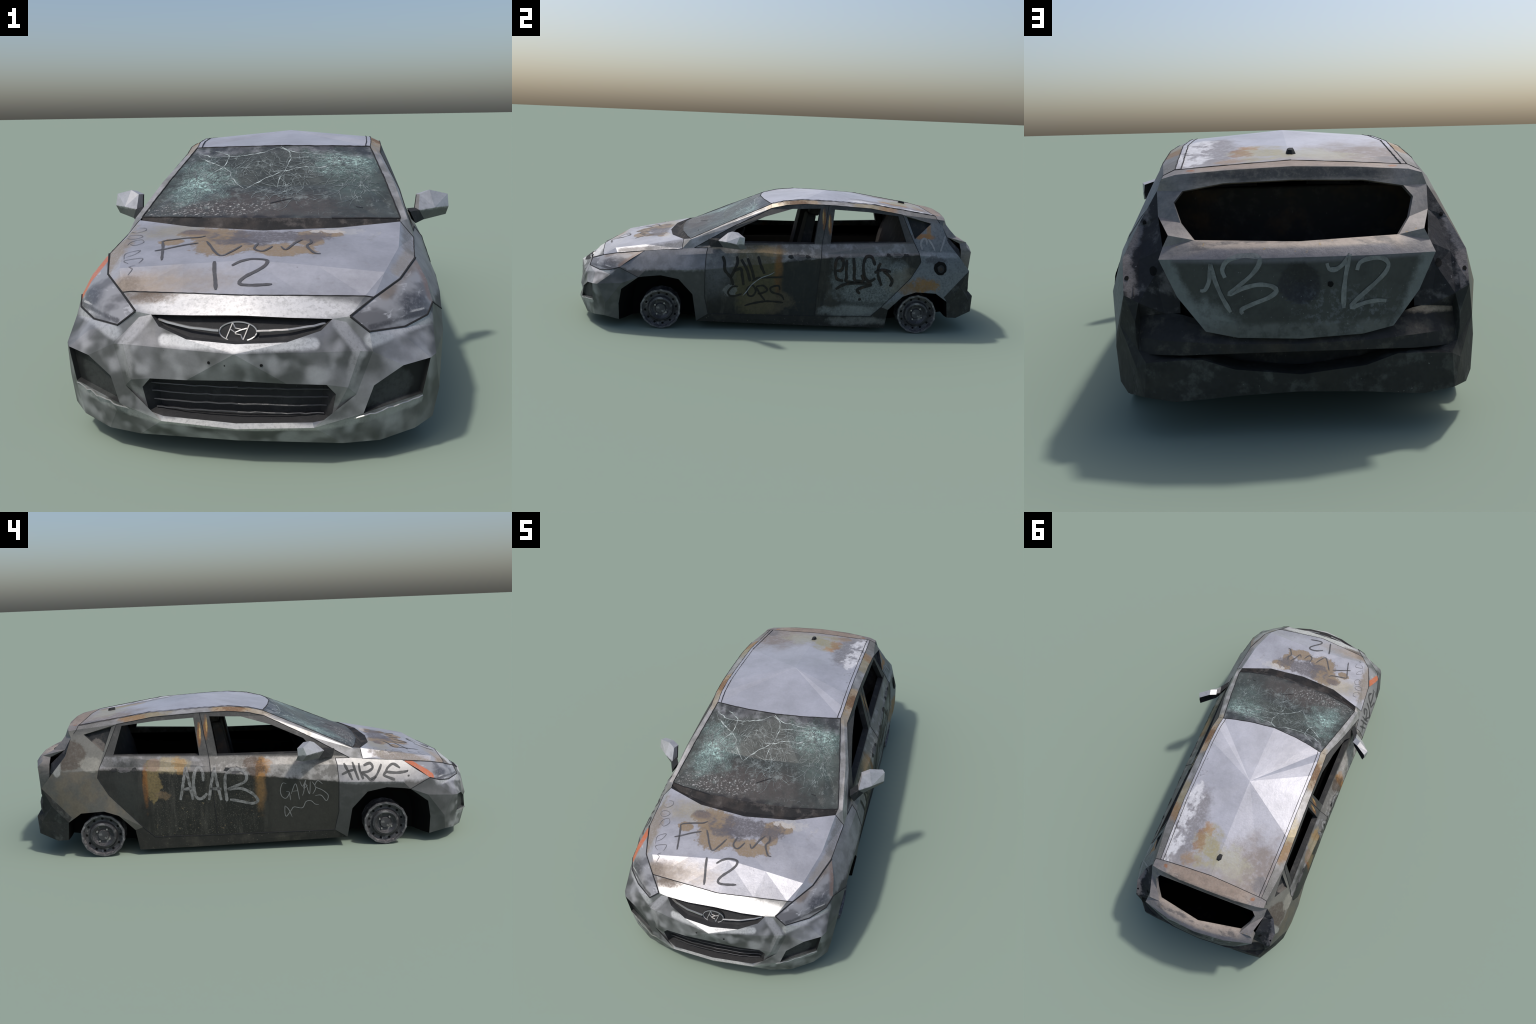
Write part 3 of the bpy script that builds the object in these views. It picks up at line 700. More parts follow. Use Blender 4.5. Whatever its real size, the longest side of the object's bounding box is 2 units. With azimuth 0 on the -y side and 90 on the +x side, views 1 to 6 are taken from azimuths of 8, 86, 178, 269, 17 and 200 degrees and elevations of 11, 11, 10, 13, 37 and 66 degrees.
# ================================================================ TAIL
sp_edge = [(0, .824, .562), (.14, .822, .557), (.258, .809, .549), spoiler_tip]
win_in = [(0, .832, .533), (.154, .830, .529), (.243, .827, .514), (.261, .843, .491), (.244, .885, .452), (.213, .930, .421), (0, .968, .418)]
wo_side, wo_bot = (.299, .822, .460), (.266, .929, .432)
lip = [(0, .988, .407), (.14, .976, .407), (.278, .931, .408)]
tail_crease = [(0, 1.0, .391), (.15, .988, .389), (.285, .952, .386)]
tail_low = [(0, .998, .223), (.128, .990, .227), (.193, .976, .238), (.250, .960, .309), (.285, .952, .386)]
hp = [[roof_c[2], tail_m, sp_edge[1], sp_edge[0]], [tail_m, gutter[6], sp_edge[2], sp_edge[1]],
      [gutter[6], rail[6], spoiler_tip, sp_edge[2]],
      [sp_edge[0], sp_edge[1], win_in[1], win_in[0]], [sp_edge[1], sp_edge[2], win_in[2], win_in[1]],
      [sp_edge[2], spoiler_tip, lamp_top, win_in[2]], [lamp_top, wo_side, win_in[3], win_in[2]],
      [wo_side, wo_bot, win_in[4], win_in[3]], [wo_bot, win_in[5], win_in[4]],
      [wo_bot, lip[2], lip[1], win_in[5]], [win_in[5], lip[1], lip[0], win_in[6]],
      [lip[0], lip[1], tail_crease[1], tail_crease[0]], [lip[1], lip[2], tail_crease[2], tail_crease[1]],
      [wo_bot, (.270, .895, .425), (.283, .90, .395), tail_crease[2], lip[2]],
      [wo_side, (.270, .895, .425), wo_bot]]
# side and lower wall of the tailgate, so that it stands proud of the body
tail_back = [(0, .945, .226), (.130, .938, .230), (.200, .928, .240), (.258, .915, .309), (.283, .900, .395)]
hp += strip(tail_low, tail_back)
# window reveal
win_back = [add(p, (0, -.022, -.004)) for p in win_in]
hp += strip(win_in, win_back)
TG = build("tailgate", hp, M["tailgate"], centre=True, body=True, soft=38)[0]

# tailgate skin as a fine sheet with the round pit where the badge was
def tail_pt(s, t):
    a, b = tail_crease, tail_low
    def along(line, s):
        s *= len(line) - 1; i = min(int(s), len(line) - 2); return lerp(line[i], line[i + 1], s - i)
    top = along(a, s)
    bot = along([tail_low[0], tail_low[1], tail_low[2], tail_low[3]], s) if False else along(tail_low[:3], s)
    mid = along([(0, 1.0, .31), (.145, .989, .31), (.250, .960, .309)], s)
    p = lerp(top, mid, t * 2) if t < .5 else lerp(mid, bot, t * 2 - 1)
    r = math.hypot(p[0], p[2] - .338) / .040
    dip = .016 * max(0, 1 - r) ** .8 if r < 1 else 0
    return (p[0], p[1] - dip, p[2])
NS, NT = 28, 24
rows = [[tail_pt(i / NS, j / NT) for i in range(NS + 1)] for j in range(NT + 1)]
build("tailgate_skin", grid(rows), M["tailgate_skin"], centre=True, body=True, parent=TG)

# lamp housings laid bare beside the tailgate
lm1, lm2 = (.322, .818, .440), (.338, .868, .372)
lamp_inlow, lamp_bot = (.300, .900, .346), (.336, .922, .290)
hside = (.283, .892, .398)
build("tail_lamp_housing", [[lamp_top, lamp_mid, lm1, wo_side], [lamp_mid, lamp_out, lm2, lm1],
      [lamp_out, quarter_tip, lamp_bot, lm2], [lm1, lm2, lamp_inlow, hside, wo_side], [lm2, lamp_bot, lamp_inlow],
      [lamp_inlow, lamp_bot, (.338, .893, .254), (.285, .910, .262)], [lamp_inlow, hside, (.25, .905, .35), (.25, .912, .262), (.285, .910, .262)]],
      M["tail_housing"], body=True)

rp = [[(0, .965, .229), (.15, .955, .238), (.245, .918, .260), (.285, .905, .264), (.338, .893, .254)],
      [(0, .980, .226), (.15, .970, .232), (.240, .935, .250), (.290, .915, .250), (.338, .895, .252)],
      [(0, .998, .212), (.15, .990, .214), (.240, .970, .216), (.290, .950, .215), (.338, .920, .215)],
      [(0, .997, .196), (.15, .988, .193), (.240, .970, .187), (.290, .952, .184), (.334, .930, .181)],
      [(0, .915, .184), (.15, .908, .182), (.240, .893, .180), (.290, .885, .178), (.332, .885, .176)],
      [(0, .915, .140), (.15, .908, .145), (.240, .900, .160), (.290, .895, .160), (.332, .890, .160)]]
build("tail_panel", grid(rp), M["rear_panel"], centre=True, body=True)

bt = [(0, .980, .141), (.136, .980, .156), (.204, .975, .178), (.260, .971, .176), (.320, .966, .172)]
bi = [(0, .925, .142), (.134, .920, .157), (.200, .925, .180), (.260, .925, .180), (.340, .930, .188)]
bb = [(0, .972, .101), (.136, .972, .096), (.200, .970, .090), (.262, .966, .085), (.328, .960, .095)]
bu = [(0, .90, .095), (.134, .90, .09), (.200, .895, .085), (.262, .885, .08), (.379, .871, .073)]
b2 = (.345, .940, .154)
rb = grid([bi, bt, bb, bu])
rb += [[bt[4], b2, bb[4]], [bi[4], b2, bt[4]],
       [quarter_tip, (.386, .880, .232), quarter_low], [quarter_tip, lamp_bot, (.344, .930, .250), (.386, .880, .232)],
       [(.386, .880, .232), (.344, .930, .250), (.344, .932, .215), bi[4]], [lamp_bot, (.344, .930, .250), (.338, .893, .254)], [(.344, .930, .250), (.344, .932, .215), (.338, .920, .215), (.338, .893, .254)], [(.344, .932, .215), bi[4], (.334, .930, .181), (.338, .920, .215)],
       [quarter_low, (.386, .880, .232), b2, bu[4], arch_r[5]], [(.386, .880, .232), bi[4], b2], [arch_r[5], bu[4], arch_r[6]], [b2, bb[4], bu[4]]]
build("bumper", rb, M["rear_bumper"], centre=True, body=True)

# ================================================================ OPENINGS, WELLS, FLOOR, CABIN
def reveal(loop, d):
    n = len(loop)
    b = shift(loop, d)
    return [[loop[i], loop[(i + 1) % n], b[(i + 1) % n], b[i]] for i in range(n)]
build("window_frame", reveal(front_win, (-.026, .0, .004)) + reveal(rear_win, (-.026, 0, .004)), M["frame"])
pocket("quarter_window", qtr_win, (-.014, 0, 0), .06, M["qglass"])

def well(arch, depth, cap):
    back = [(depth, p[1] + (.055 if p[1] < -.70 else 0), max(p[2], .035)) for p in arch]
    lipl = [add(p, (-.045, .020 if p[1] < -.70 else 0, -.004)) for p in arch]
    return strip(arch, lipl) + strip(lipl, back) + [back]
build("wheel_well", well(arch_f[::-1] + arch_b[1:], .295, True) + well(arch_r, .30, True), M["well"])

floor = [(0, -.93, .055), (.20, -.91, .055), (.34, -.84, .060), (.35, -.76, .060)]
build("underbody", [[(0, -.94, .055), (.21, -.93, .05), (.285, -.905, .05), (.36, -.86, .058), (.37, -.77, .055), (0, -.77, .06)],
      [(0, -.77, .06), (.27, -.77, .06), (.27, -.39, .06), (0, -.39, .06)],
      [(0, -.39, .06), (.36, -.39, .046), (.36, .51, .034), (0, .51, .06)],
      [(0, .51, .06), (.28, .51, .06), (.28, .82, .08), (0, .82, .08)],
      [(0, .82, .08), (.40, .82, .084), (.378, .873, .076), (.262, .888, .084), (0, .905, .096)]], M["well"], centre=True)

# inner lining: burnt back of the panels
lin = lambda p: (p[0] * .955 - .004, p[1], p[2] - .004)
linr = lambda p: (p[0] * .97, p[1], p[2] - .016)
inner = []
inner += [[(q[0], q[1], min(q[2], .392 + q[1] * .03)) for q in map(lin, p)] for p in df + dr if max(v[2] for v in p) < .445]
inner += [[linr(v) for v in p] for p in roof_polys]
inner += [[linr(v) for v in p] for p in grid([glass_base, glass_mid, glass_top])]
inner += [[lin(v) for v in p] for p in qp]
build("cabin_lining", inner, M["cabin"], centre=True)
tub_y = (-.42, -.15, .15, .45, .62)
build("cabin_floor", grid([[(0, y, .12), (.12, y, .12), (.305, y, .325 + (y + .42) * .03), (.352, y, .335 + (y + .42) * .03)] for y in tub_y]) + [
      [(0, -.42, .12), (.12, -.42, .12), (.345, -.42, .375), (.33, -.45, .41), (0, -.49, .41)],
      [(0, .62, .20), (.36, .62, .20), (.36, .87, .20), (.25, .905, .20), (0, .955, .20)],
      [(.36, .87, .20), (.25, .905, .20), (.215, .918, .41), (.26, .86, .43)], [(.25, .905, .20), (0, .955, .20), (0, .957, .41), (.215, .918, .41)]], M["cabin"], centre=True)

def box(name, c, s, mat, parent, taper=1.0, lean=0.0, bevel=.012):
    vs = []
    for k in (-1, 1):
        f = 1 if k < 0 else taper
        for dx, dy in ((-1, -1), (1, -1), (1, 1), (-1, 1)):
            vs.append((c[0] + dx * s[0] * f / 2, c[1] + dy * s[1] * f / 2 + (lean if k > 0 else 0), c[2] + k * s[2] / 2))
    o = mesh_obj(name, vs, [(0, 1, 2, 3), (4, 5, 6, 7), (0, 1, 5, 4), (1, 2, 6, 5), (2, 3, 7, 6), (3, 0, 4, 7)], mat, parent)
    if bevel:
        m = o.modifiers.new("round", 'BEVEL'); m.width = bevel; m.segments = 2
    return o
for sx in (1, -1):
    seat = empty("seat", CAR)
    box("cushion", (sx * .145, -.01, .20), (.17, .24, .08), M["seat"], seat)
    box("backrest", (sx * .145, .105, .38), (.17, .06, .32), M["seat"], seat, .72, .055)
    box("headrest", (sx * .145, .172, .555), (.10, .05, .05), M["seat"], seat, .9, .01)
bench = empty("bench_seat", CAR)
box("cushion", (0, .46, .20), (.50, .16, .09), M["seat"], bench)
box("backrest", (0, .606, .385), (.68, .06, .25), M["seat"], bench, .93, .080)
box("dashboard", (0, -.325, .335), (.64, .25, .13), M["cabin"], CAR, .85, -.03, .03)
wheel = bpy.data.meshes.new("steering_wheel")
bm = bmesh.new()
R1, R2, n1, n2 = .062, .007, 24, 8
ring = [[bm.verts.new(((R1 + R2 * math.cos(2 * math.pi * j / n2)) * math.cos(2 * math.pi * i / n1),
                       R2 * math.sin(2 * math.pi * j / n2),
                       (R1 + R2 * math.cos(2 * math.pi * j / n2)) * math.sin(2 * math.pi * i / n1))) for j in range(n2)] for i in range(n1)]
for i in range(n1):
    for j in range(n2):
        bm.faces.new([ring[i][j], ring[(i + 1) % n1][j], ring[(i + 1) % n1][(j + 1) % n2], ring[i][(j + 1) % n2]])
bm.to_mesh(wheel); bm.free(); wheel.materials.append(M["seat"])
so = bpy.data.objects.new("steering_wheel", wheel); COL.objects.link(so); so.parent = CAR
so.location = (.17, -.20, .40); so.rotation_euler = (math.radians(-25), 0, 0)

# ================================================================ MIRRORS
mf = [(.402, -.300, .428), (.408, -.255, .468), (.436, -.236, .479), (.491, -.202, .464), (.493, -.216, .430), (.488, -.197, .405), (.420, -.275, .400)]
mb = [(.392, -.262, .425), (.400, -.226, .466), (.430, -.208, .474), (.480, -.178, .459), (.484, -.180, .430), (.478, -.172, .408), (.410, -.238, .402)]
ridge = (.450, -.262, .432)
mp = [[mf[i], mf[(i + 1) % 7], ridge] for i in range(7)]
mp += [[mf[i], mf[(i + 1) % 7], mb[(i + 1) % 7], mb[i]] for i in range(7)]
mbi = [add(lerp(p, (.44, -.21, .435), .12), (-.004, -.012, 0)) for p in mb]
mp2 = [[mb[i], mb[(i + 1) % 7], mbi[(i + 1) % 7], mbi[i]] for i in range(7)] + [mbi]
arm = [(.376, -.346, .431), (.392, -.336, .398), (.383, -.300, .405), (.370, -.310, .436)]
arm_o = [(.404, -.302, .430), (.420, -.277, .401), (.404, -.245, .405), (.394, -.265, .432)]
MI = build("side_mirror", mp, M["mirror"])
for s, o in zip((1, -1), MI):
    for nm, ps in (("mirror_recess", mp2), ("mirror_arm", [[arm[i], arm[(i + 1) % 4], arm_o[(i + 1) % 4], arm_o[i]] for i in range(4)])):
        q = ps if s > 0 else [[flip(v) for v in reversed(p)] for p in ps]
        vs, fs = [], []
        for p in q:
            fs.append(list(range(len(vs), len(vs) + len(p)))); vs += p
        mesh_obj(nm, vs, fs, M["frame"], parent=o)

# ================================================================ WHEELS (bare steel rims)
def lathe(name, prof, mat, parent, n=24, jitter=0, seed=0):
    rnd = random.Random(seed)
    jit = [1 + rnd.uniform(-jitter, jitter) for _ in range(n)]
    vs, fs = [], []
    for i in range(n):
        a = 2 * math.pi * (i + .5) / n
        for (x, r) in prof:
            rr = r * (jit[i] if r > .08 else 1)
            vs.append((x, rr * math.cos(a), rr * math.sin(a)))
    k = len(prof)
    for i in range(n):
        for j in range(k - 1):
            a, b = i * k + j, ((i + 1) % n) * k + j
            fs.append((a, b, b + 1, a + 1))
    return mesh_obj(name, vs, fs, mat, parent)

def disc_x(x, cy, cz, r, n):  # small flat ring of points
    return [(x, cy + r * math.cos(2 * math.pi * i / n), cz + r * math.sin(2 * math.pi * i / n)) for i in range(n)]

def make_wheel(px, py, s, seed):
    W = empty("wheel", CAR); W.location = (s * px, py, .0945)
    W.rotation_euler = (0, 0, 0 if s > 0 else math.pi)
    R = .0965
    lathe("rim", [(-.085, .080), (-.082, R * .97), (-.060, R * .90), (-.020, R * .90), (-.004, R), (.002, R * .985), (.002, R * .90), (-.012, R * .86)],
          M["rim"], W, 14, .012, seed)
    lathe("wheel_disc", [(-.012, R * .86), (-.016, .070), (-.014, .062), (-.002, .056), (.000, .048), (-.010, .036), (-.012, .026), (-.004, .022), (-.003, .0)], M["disc"], W, 28)
    bo, ho = [], []
    for i in range(4):
        a = math.pi / 4 + i * math.pi / 2 + .2
        bo.append(disc_x(-.003, .031 * math.cos(a), .031 * math.sin(a), .0042, 6))
    for i in range(12):
        a = 2 * math.pi * i / 12 + .13 * seed
        ho.append(disc_x(-.0135, .0735 * math.cos(a), .0735 * math.sin(a), .0058, 8))
    v, f = [], []
    for b in bo:
        f.append(list(range(len(v), len(v) + 6))); k = len(v); v += b + [(x - .010, y, z) for x, y, z in b]
        for j in range(6): f.append((k + j, k + (j + 1) % 6, k + 6 + (j + 1) % 6, k + 6 + j))
    mesh_obj("wheel_bolt", v, f, M["bolt"], W, stuff=True)
    v, f = [], []
    for b in ho:
        f.append(list(range(len(v), len(v) + 8))); v += b
    mesh_obj("vent_hole", v, f, M["black"], W, stuff=True)
for i, (px, py) in enumerate([(.403, -.563), (.404, .668)]):
    make_wheel(px, py, 1, i * 2 + 1); make_wheel(px, py, -1, i * 2 + 2)

# ================================================================ SEAMS AND SMALL PARTS
def tube(pts, r, n=5, jitter=0.0, rnd=random):
    """thin rod through a polyline"""
    P = [Vector(p) for p in pts]
    if jitter:
        Q = []
        for a, b in zip(P, P[1:]):
            k = max(1, int((b - a).length / .012))
            Q += [a + (b - a) * (i / k) + Vector([rnd.uniform(-jitter, jitter) for _ in range(3)]) for i in range(k)]
        P = Q + [P[-1]]
    vs, fs, nrm = [], [], Vector((.31, .22, .93)).normalized()
    for i, p in enumerate(P):
        d = (P[min(i + 1, len(P) - 1)] - P[max(i - 1, 0)]).normalized()
        u = d.cross(nrm)
        if u.length < 1e-3: u = d.cross(Vector((1, 0, 0)))
        u.normalize(); w = d.cross(u)
        for j in range(n):
            a = 2 * math.pi * j / n
            vs.append(tuple(p + (u * math.cos(a) + w * math.sin(a)) * r))
    for i in range(len(P) - 1):
        for j in range(n):
            fs.append((i * n + j, i * n + (j + 1) % n, (i + 1) * n + (j + 1) % n, (i + 1) * n + j))
    fs += [list(range(n)), list(range((len(P) - 1) * n, len(P) * n))]
    return vs, fs

def rods(name, lines, r, mat, parent=CAR, mirror=True, jitter=0.0, stuff=True):
    rnd = random.Random(len(lines) * 7 + int(r * 1e5))
    V, F = [], []
    for ln in lines:
        for l in ([ln, [flip(p) for p in ln]] if mirror else [ln]):
            v, f = tube(l, r, jitter=jitter, rnd=rnd)
            k = len(V); V += v; F += [[i + k for i in q] for q in f]
    return mesh_obj(name, V, F, mat, parent, stuff=stuff)

rods("panel_seam", [
    hood_front, hood_front[3:] + [hood_fold[3], hood_mid[3], hood_rear[3], hood_rear[2]],
    door_front, [rail[3]] + door_split, rear_gap, [rail[5], rear_gap[0]], sill_up, [pillar_out[0], pillar_out[1]] + rail[:6],
    [lamp_low[3], seam_f], [pillar_out[0], door_front[0]],
    [roof_c[2], tail_m, gutter[6], rail[6], lerp(rail[6], lamp_top, .5)]], .0016, M["seam"], jitter=.0004)
rods("roof_gutter_line", [gutter, [add(p, (-.014, 0, .0015)) for p in gutter]], .0014, M["seam"], jitter=.0007)
rods("glass_edge_seal", [glass_base[1:], [glass_base[3], glass_mid[3], glass_top[3]], glass_top], .0022, M["seam"], jitter=.0006)
rods("headlamp_seal", [lamp_up[:3] + [lamp_up[3]], [lamp_up[0]] + lamp_low], .0024, M["seam"])
rods("torn_bumper_edge", [[add(fog[0], (-.03, -.004, -.010)), add(fog[0], (0, -.002, -.005)), add(lerp(fog[0], fog[4], .5), (0, -.004, -.006)), add(fog[4], (0, .001, -.005))]], .0017, M["chrome"], parent=BUMPER, jitter=.0022)
slat = [[(0, -.966, z), (.10, -.962, z - .001), (.172 + dx, -.948, z - .003)] for z, dx in ((.160, .01), (.143, .01), (.125, .005), (.108, 0))]
rods("grille_slat", slat, .0017, M["slat"], parent=BUMPER, jitter=.0008)
rods("grille_bar", [[(.038, -.948, .271), (.10, -.938, .273), (.150, -.920, .277), (.172, -.908, .280)]], .0034, M["chrome"], parent=GR, jitter=.0003)

# badge: oval ring with a slanted letter
def badge(u, v):   # badge plane leans back with the grille
    return (u, -.951 + (v + .017) * .55, .268 + v)
ringp = [badge(.038 * math.cos(a * math.pi / 18), .0175 * math.sin(a * math.pi / 18)) for a in range(37)]
letter = [[badge(-.023, -.013), badge(-.012, .0155)], [badge(.011, -.0155), badge(.022, .013)],
          [badge(-.016, .004), badge(-.006, -.002), badge(.006, .003), badge(.017, .006)],
          [badge(-.012, .0155), badge(-.006, .006), badge(.006, .004)], [badge(-.006, -.004), badge(.006, -.006), badge(.011, -.0155)]]
rods("badge", [ringp] + letter, .0017, M["chrome"], parent=GR, mirror=False)
plate = [badge(.040 * math.cos(a * math.pi / 12), .0195 * math.sin(a * math.pi / 12)) for a in range(24)]
back = [add(p, (0, .022, -.010)) for p in plate]
plate = [add(p, (0, .001, 0)) for p in plate]
mesh_obj("badge_plate", plate + back, [list(range(24))] + [(i, (i + 1) % 24, 24 + (i + 1) % 24, 24 + i) for i in range(24)], M["grille"], GR)

# aerial foot on the roof
af = [(-.012, .640), (.004, .640), (.012, .655), (.010, .672), (-.004, .676), (-.014, .664)]
lo = [(x - .003, y, .592 - (y - .64) * .13 - .008) for x, y in af]; hi = [(x * .6 - .003, y * .8 + .131, .5975 - (y - .64) * .13) for x, y in af]
mesh_obj("aerial_foot", lo + hi, [list(range(6, 12))] + [(i, (i + 1) % 6, 6 + (i + 1) % 6, 6 + i) for i in range(6)], M["frame"])

# ---------------------------------------------------------------- projection onto the body
_v, _f = [], []
for p in BODY_FACES:
    _f.append(list(range(len(_v), len(_v) + len(p)))); _v += [tuple(c) for c in p]
BVH = BVHTree.FromPolygons(_v, _f)
def cast(side, a, b):
    o, d = {"right": ((1, a, b), (-1, 0, 0)), "left": ((-1, a, b), (1, 0, 0)),
            "top": ((a, b, 2), (0, 0, -1)), "rear": ((a, 2, b), (0, -1, 0)), "front": ((a, -2, b), (0, 1, 0))}[side]
    h = BVH.ray_cast(Vector(o), Vector(d))
    if h[0] is None: return None, None
    n = h[1] if h[1].dot(Vector(d)) < 0 else -h[1]
    return h[0], n

def spline(p, step=.005):
    if len(p) == 2: p = [p[0], ((p[0][0] + p[1][0]) / 2, (p[0][1] + p[1][1]) / 2), p[1]]
    q = [p[0]] + list(p) + [p[-1]]
    out = []
    for i in range(1, len(q) - 2):
        a, b, c, d = q[i - 1:i + 3]
        k = max(2, int(math.dist(b, c) / step))
        for j in range(k):
            t = j / k
            out.append(tuple(.5 * (2 * b[e] + (c[e] - a[e]) * t + (2 * a[e] - 5 * b[e] + 4 * c[e] - d[e]) * t * t
                                   + (3 * b[e] - a[e] - 3 * c[e] + d[e]) * t ** 3) for e in (0, 1)))
    return out + [p[-1]]

def paint_strokes(name, side, strokes, width, mat, lift=.0012, rag=.15, taper=.5, parent=CAR, seed=1):
    """lay each stroke on the body as a film of paint"""
    rnd = random.Random(seed)
    V, F = [], []
    for st in strokes:
        line = spline(st); rows = []
        ph = rnd.uniform(0, 50)
        for i, c in enumerate(line):
            a, b = line[max(i - 1, 0)], line[min(i + 1, len(line) - 1)]
            dx, dy = b[0] - a[0], b[1] - a[1]; l = math.hypot(dx, dy) or 1
            e = min(i, len(line) - 1 - i)
            w = width / 2 * (1 + rag * (noise.noise((i * .35 + ph, ph, 0)) * 2)) * (taper + (1 - taper) * min(1, e / 3))
            row = []
            for k in (-1, -.5, 0, .5, 1):
                p, n = cast(side, c[0] - dy / l * w * k, c[1] + dx / l * w * k)
                row.append(None if p is None else p + n * lift)
            rows.append(row if None not in row else None)
        for r0, r1 in zip(rows, rows[1:]):
            if r0 is None or r1 is None: continue
            for j in range(4):
                q = [r0[j], r0[j + 1], r1[j + 1], r1[j]]
                if max((q[i] - q[i - 1]).length for i in range(4)) > .03: continue
                k = len(V); V += [tuple(x) for x in q]; F.append((k, k + 1, k + 2, k + 3))
    return mesh_obj(name, V, F, mat, parent, smooth=False)

def dots(name, side, spots, mat, lift=.001, parent=CAR, n=12, rag=.12, seed=3):
    """small irregular discs lying on the body: (a, b, radius_a, radius_b)"""
    rnd = random.Random(seed); V, F = [], []
    for a, b, ra, rb in spots:
        ring = []
        for i in range(n):
            t = 2 * math.pi * i / n; k = 1 + rnd.uniform(-rag, rag)
            p, nn = cast(side, a + ra * k * math.cos(t), b + rb * k * math.sin(t))
            if p is None: break
            ring.append(tuple(p + nn * lift))
        c, nn = cast(side, a, b)
        if len(ring) < n or c is None: continue
        k = len(V); V += ring + [tuple(c + nn * lift)]
        F += [(k + i, k + (i + 1) % n, k + n) for i in range(n)]
    return mesh_obj(name, V, F, mat, parent, stuff=True) if F else None

dots("rivet_hole", "rear", [(s * x, z, .0045, .0045) for s in (1, -1) for x, z in ((.330, .446), (.362, .338))] + [(s * .305, .352, .008, .009) for s in (1, -1)] + [(-.062, .334, .006, .006)], M["black"])
dots("bumper_hole", "front", [(-.052, .218, .003, .003), (.052, .216, .003, .003), (-.02, .214, .0015, .0015)], M["black"])
for sd in ("right", "left"):
    dots("door_handle_hole", sd, [(.512, .379, .012, .008), (.600, .380, .013, .008)] + ([(.045, .362, .012, .008), (.125, .364, .012, .008)] if sd == "right" else [(.120, .366, .011, .007)]), M["frame"], rag=.3)
    dots("door_handle_scar", sd, [(.556, .379, .026, .010), (.086, .362, .028, .013)], M["handle"], rag=.3, lift=.0008, n=20)

# fuel filler neck on the right flank: dark well, ring and cap
dots("fuel_filler", "right", [(.766, .325, .031, .032)], M["black"], n=24, rag=.06)
dots("fuel_cap", "right", [(.768, .322, .017, .018)], M["frame"], lift=.0035, n=16, rag=.06)
dots("fuel_cap", "right", [(.768, .321, .008, .008)], M["seat"], lift=.0055, n=12, rag=.06)

# ---------------------------------------------------------------- sprayed writing, stroke by stroke
paint_strokes("hood_graffiti", "top", [
    [(-.233, -.638), (-.223, -.673), (-.215, -.708), (-.206, -.75)], [(-.235, -.641), (-.227, -.631), (-.194, -.623), (-.151, -.614), (-.134, -.601)],
    [(-.237, -.696), (-.212, -.686), (-.178, -.669), (-.141, -.654)], [(-.123, -.643), (-.108, -.671), (-.092, -.703), (-.071, -.728), (-.05, -.70), (-.034, -.667)],
    [(.003, -.651), (-.001, -.689), (.02, -.702), (.039, -.669)], [(.059, -.67), (.072, -.688), (.088, -.652), (.105, -.624)],
    [(.123, -.62), (.128, -.644), (.119, -.663), (.128, -.687), (.141, -.707), (.153, -.708)]], .0064, M["spray_hood"], seed=2)
paint_strokes("hood_graffiti", "top", [
    [(-.081, -.762), (-.075, -.796), (-.067, -.828), (-.06, -.861)],
    [(-.039, -.778), (-.02, -.762), (.006, -.752), (.034, -.754), (.037, -.771), (.02, -.795), (-.002, -.818), (-.013, -.836), (-.007, -.847), (.017, -.847), (.057, -.839)]],
    .0085, M["spray_hood"], seed=3)
paint_strokes("hood_scratch", "top", [
    [(-.325, -.526), (-.307, -.529), (-.303, -.547), (-.324, -.563), (-.342, -.548)], [(-.337, -.589), (-.328, -.58), (-.307, -.58), (-.297, -.592), (-.31, -.606), (-.329, -.605), (-.337, -.589)],
    [(-.318, -.651), (-.315, -.626), (-.294, -.613), (-.282, -.636), (-.299, -.654), (-.315, -.641)], [(-.299, -.738), (-.305, -.704), (-.275, -.687), (-.281, -.712), (-.298, -.726)],
    [(-.28, -.765), (-.295, -.747), (-.255, -.737), (-.256, -.764)], [(-.268, -.808), (-.263, -.789), (-.273, -.784), (-.261, -.774)]], .0020, M["spray_scratch"], seed=4)
paint_strokes("door_graffiti", "right", [
    [(-.277, .357), (-.267, .332), (-.264, .295), (-.236, .259), (-.223, .222)], [(-.21, .358), (-.206, .331), (-.22, .296), (-.236, .259)],
    [(-.22, .29), (-.191, .303), (-.182, .266), (-.175, .223)], [(-.189, .345), (-.161, .297), (-.145, .242)], [(-.16, .351), (-.138, .297), (-.127, .255)],
    [(-.11, .361), (-.098, .323), (-.078, .28)]], .0135, M["spray_faint"], seed=5, taper=.7)
paint_strokes("door_graffiti", "right", [
    [(-.136, .242), (-.113, .258), (-.066, .262), (.011, .266)], [(-.2, .217), (-.229, .213), (-.247, .185), (-.227, .167), (-.181, .18)],
    [(-.138, .224), (-.157, .205), (-.151, .174), (-.13, .171), (-.116, .196), (-.129, .221), (-.138, .224)], [(-.116, .215), (-.092, .175), (-.071, .149)],
    [(-.116, .217), (-.082, .222), (-.062, .2), (-.086, .185), (-.107, .181)], [(-.002, .201), (-.01, .223), (-.046, .213), (-.039, .191), (.004, .177), (.02, .153)],
    [(-.167, .121), (-.125, .134), (-.06, .145), (.017, .14)]], .0095, M["spray_faint"], seed=6)
paint_strokes("paint_scrape", "right", [[(-.178, .170), (-.160, .192), (-.140, .222), (-.115, .245), (-.09, .262), (-.05, .278), (-.03, .292)]], .004, M["spray_ghost"], seed=16, rag=.3, taper=.1, lift=.002)
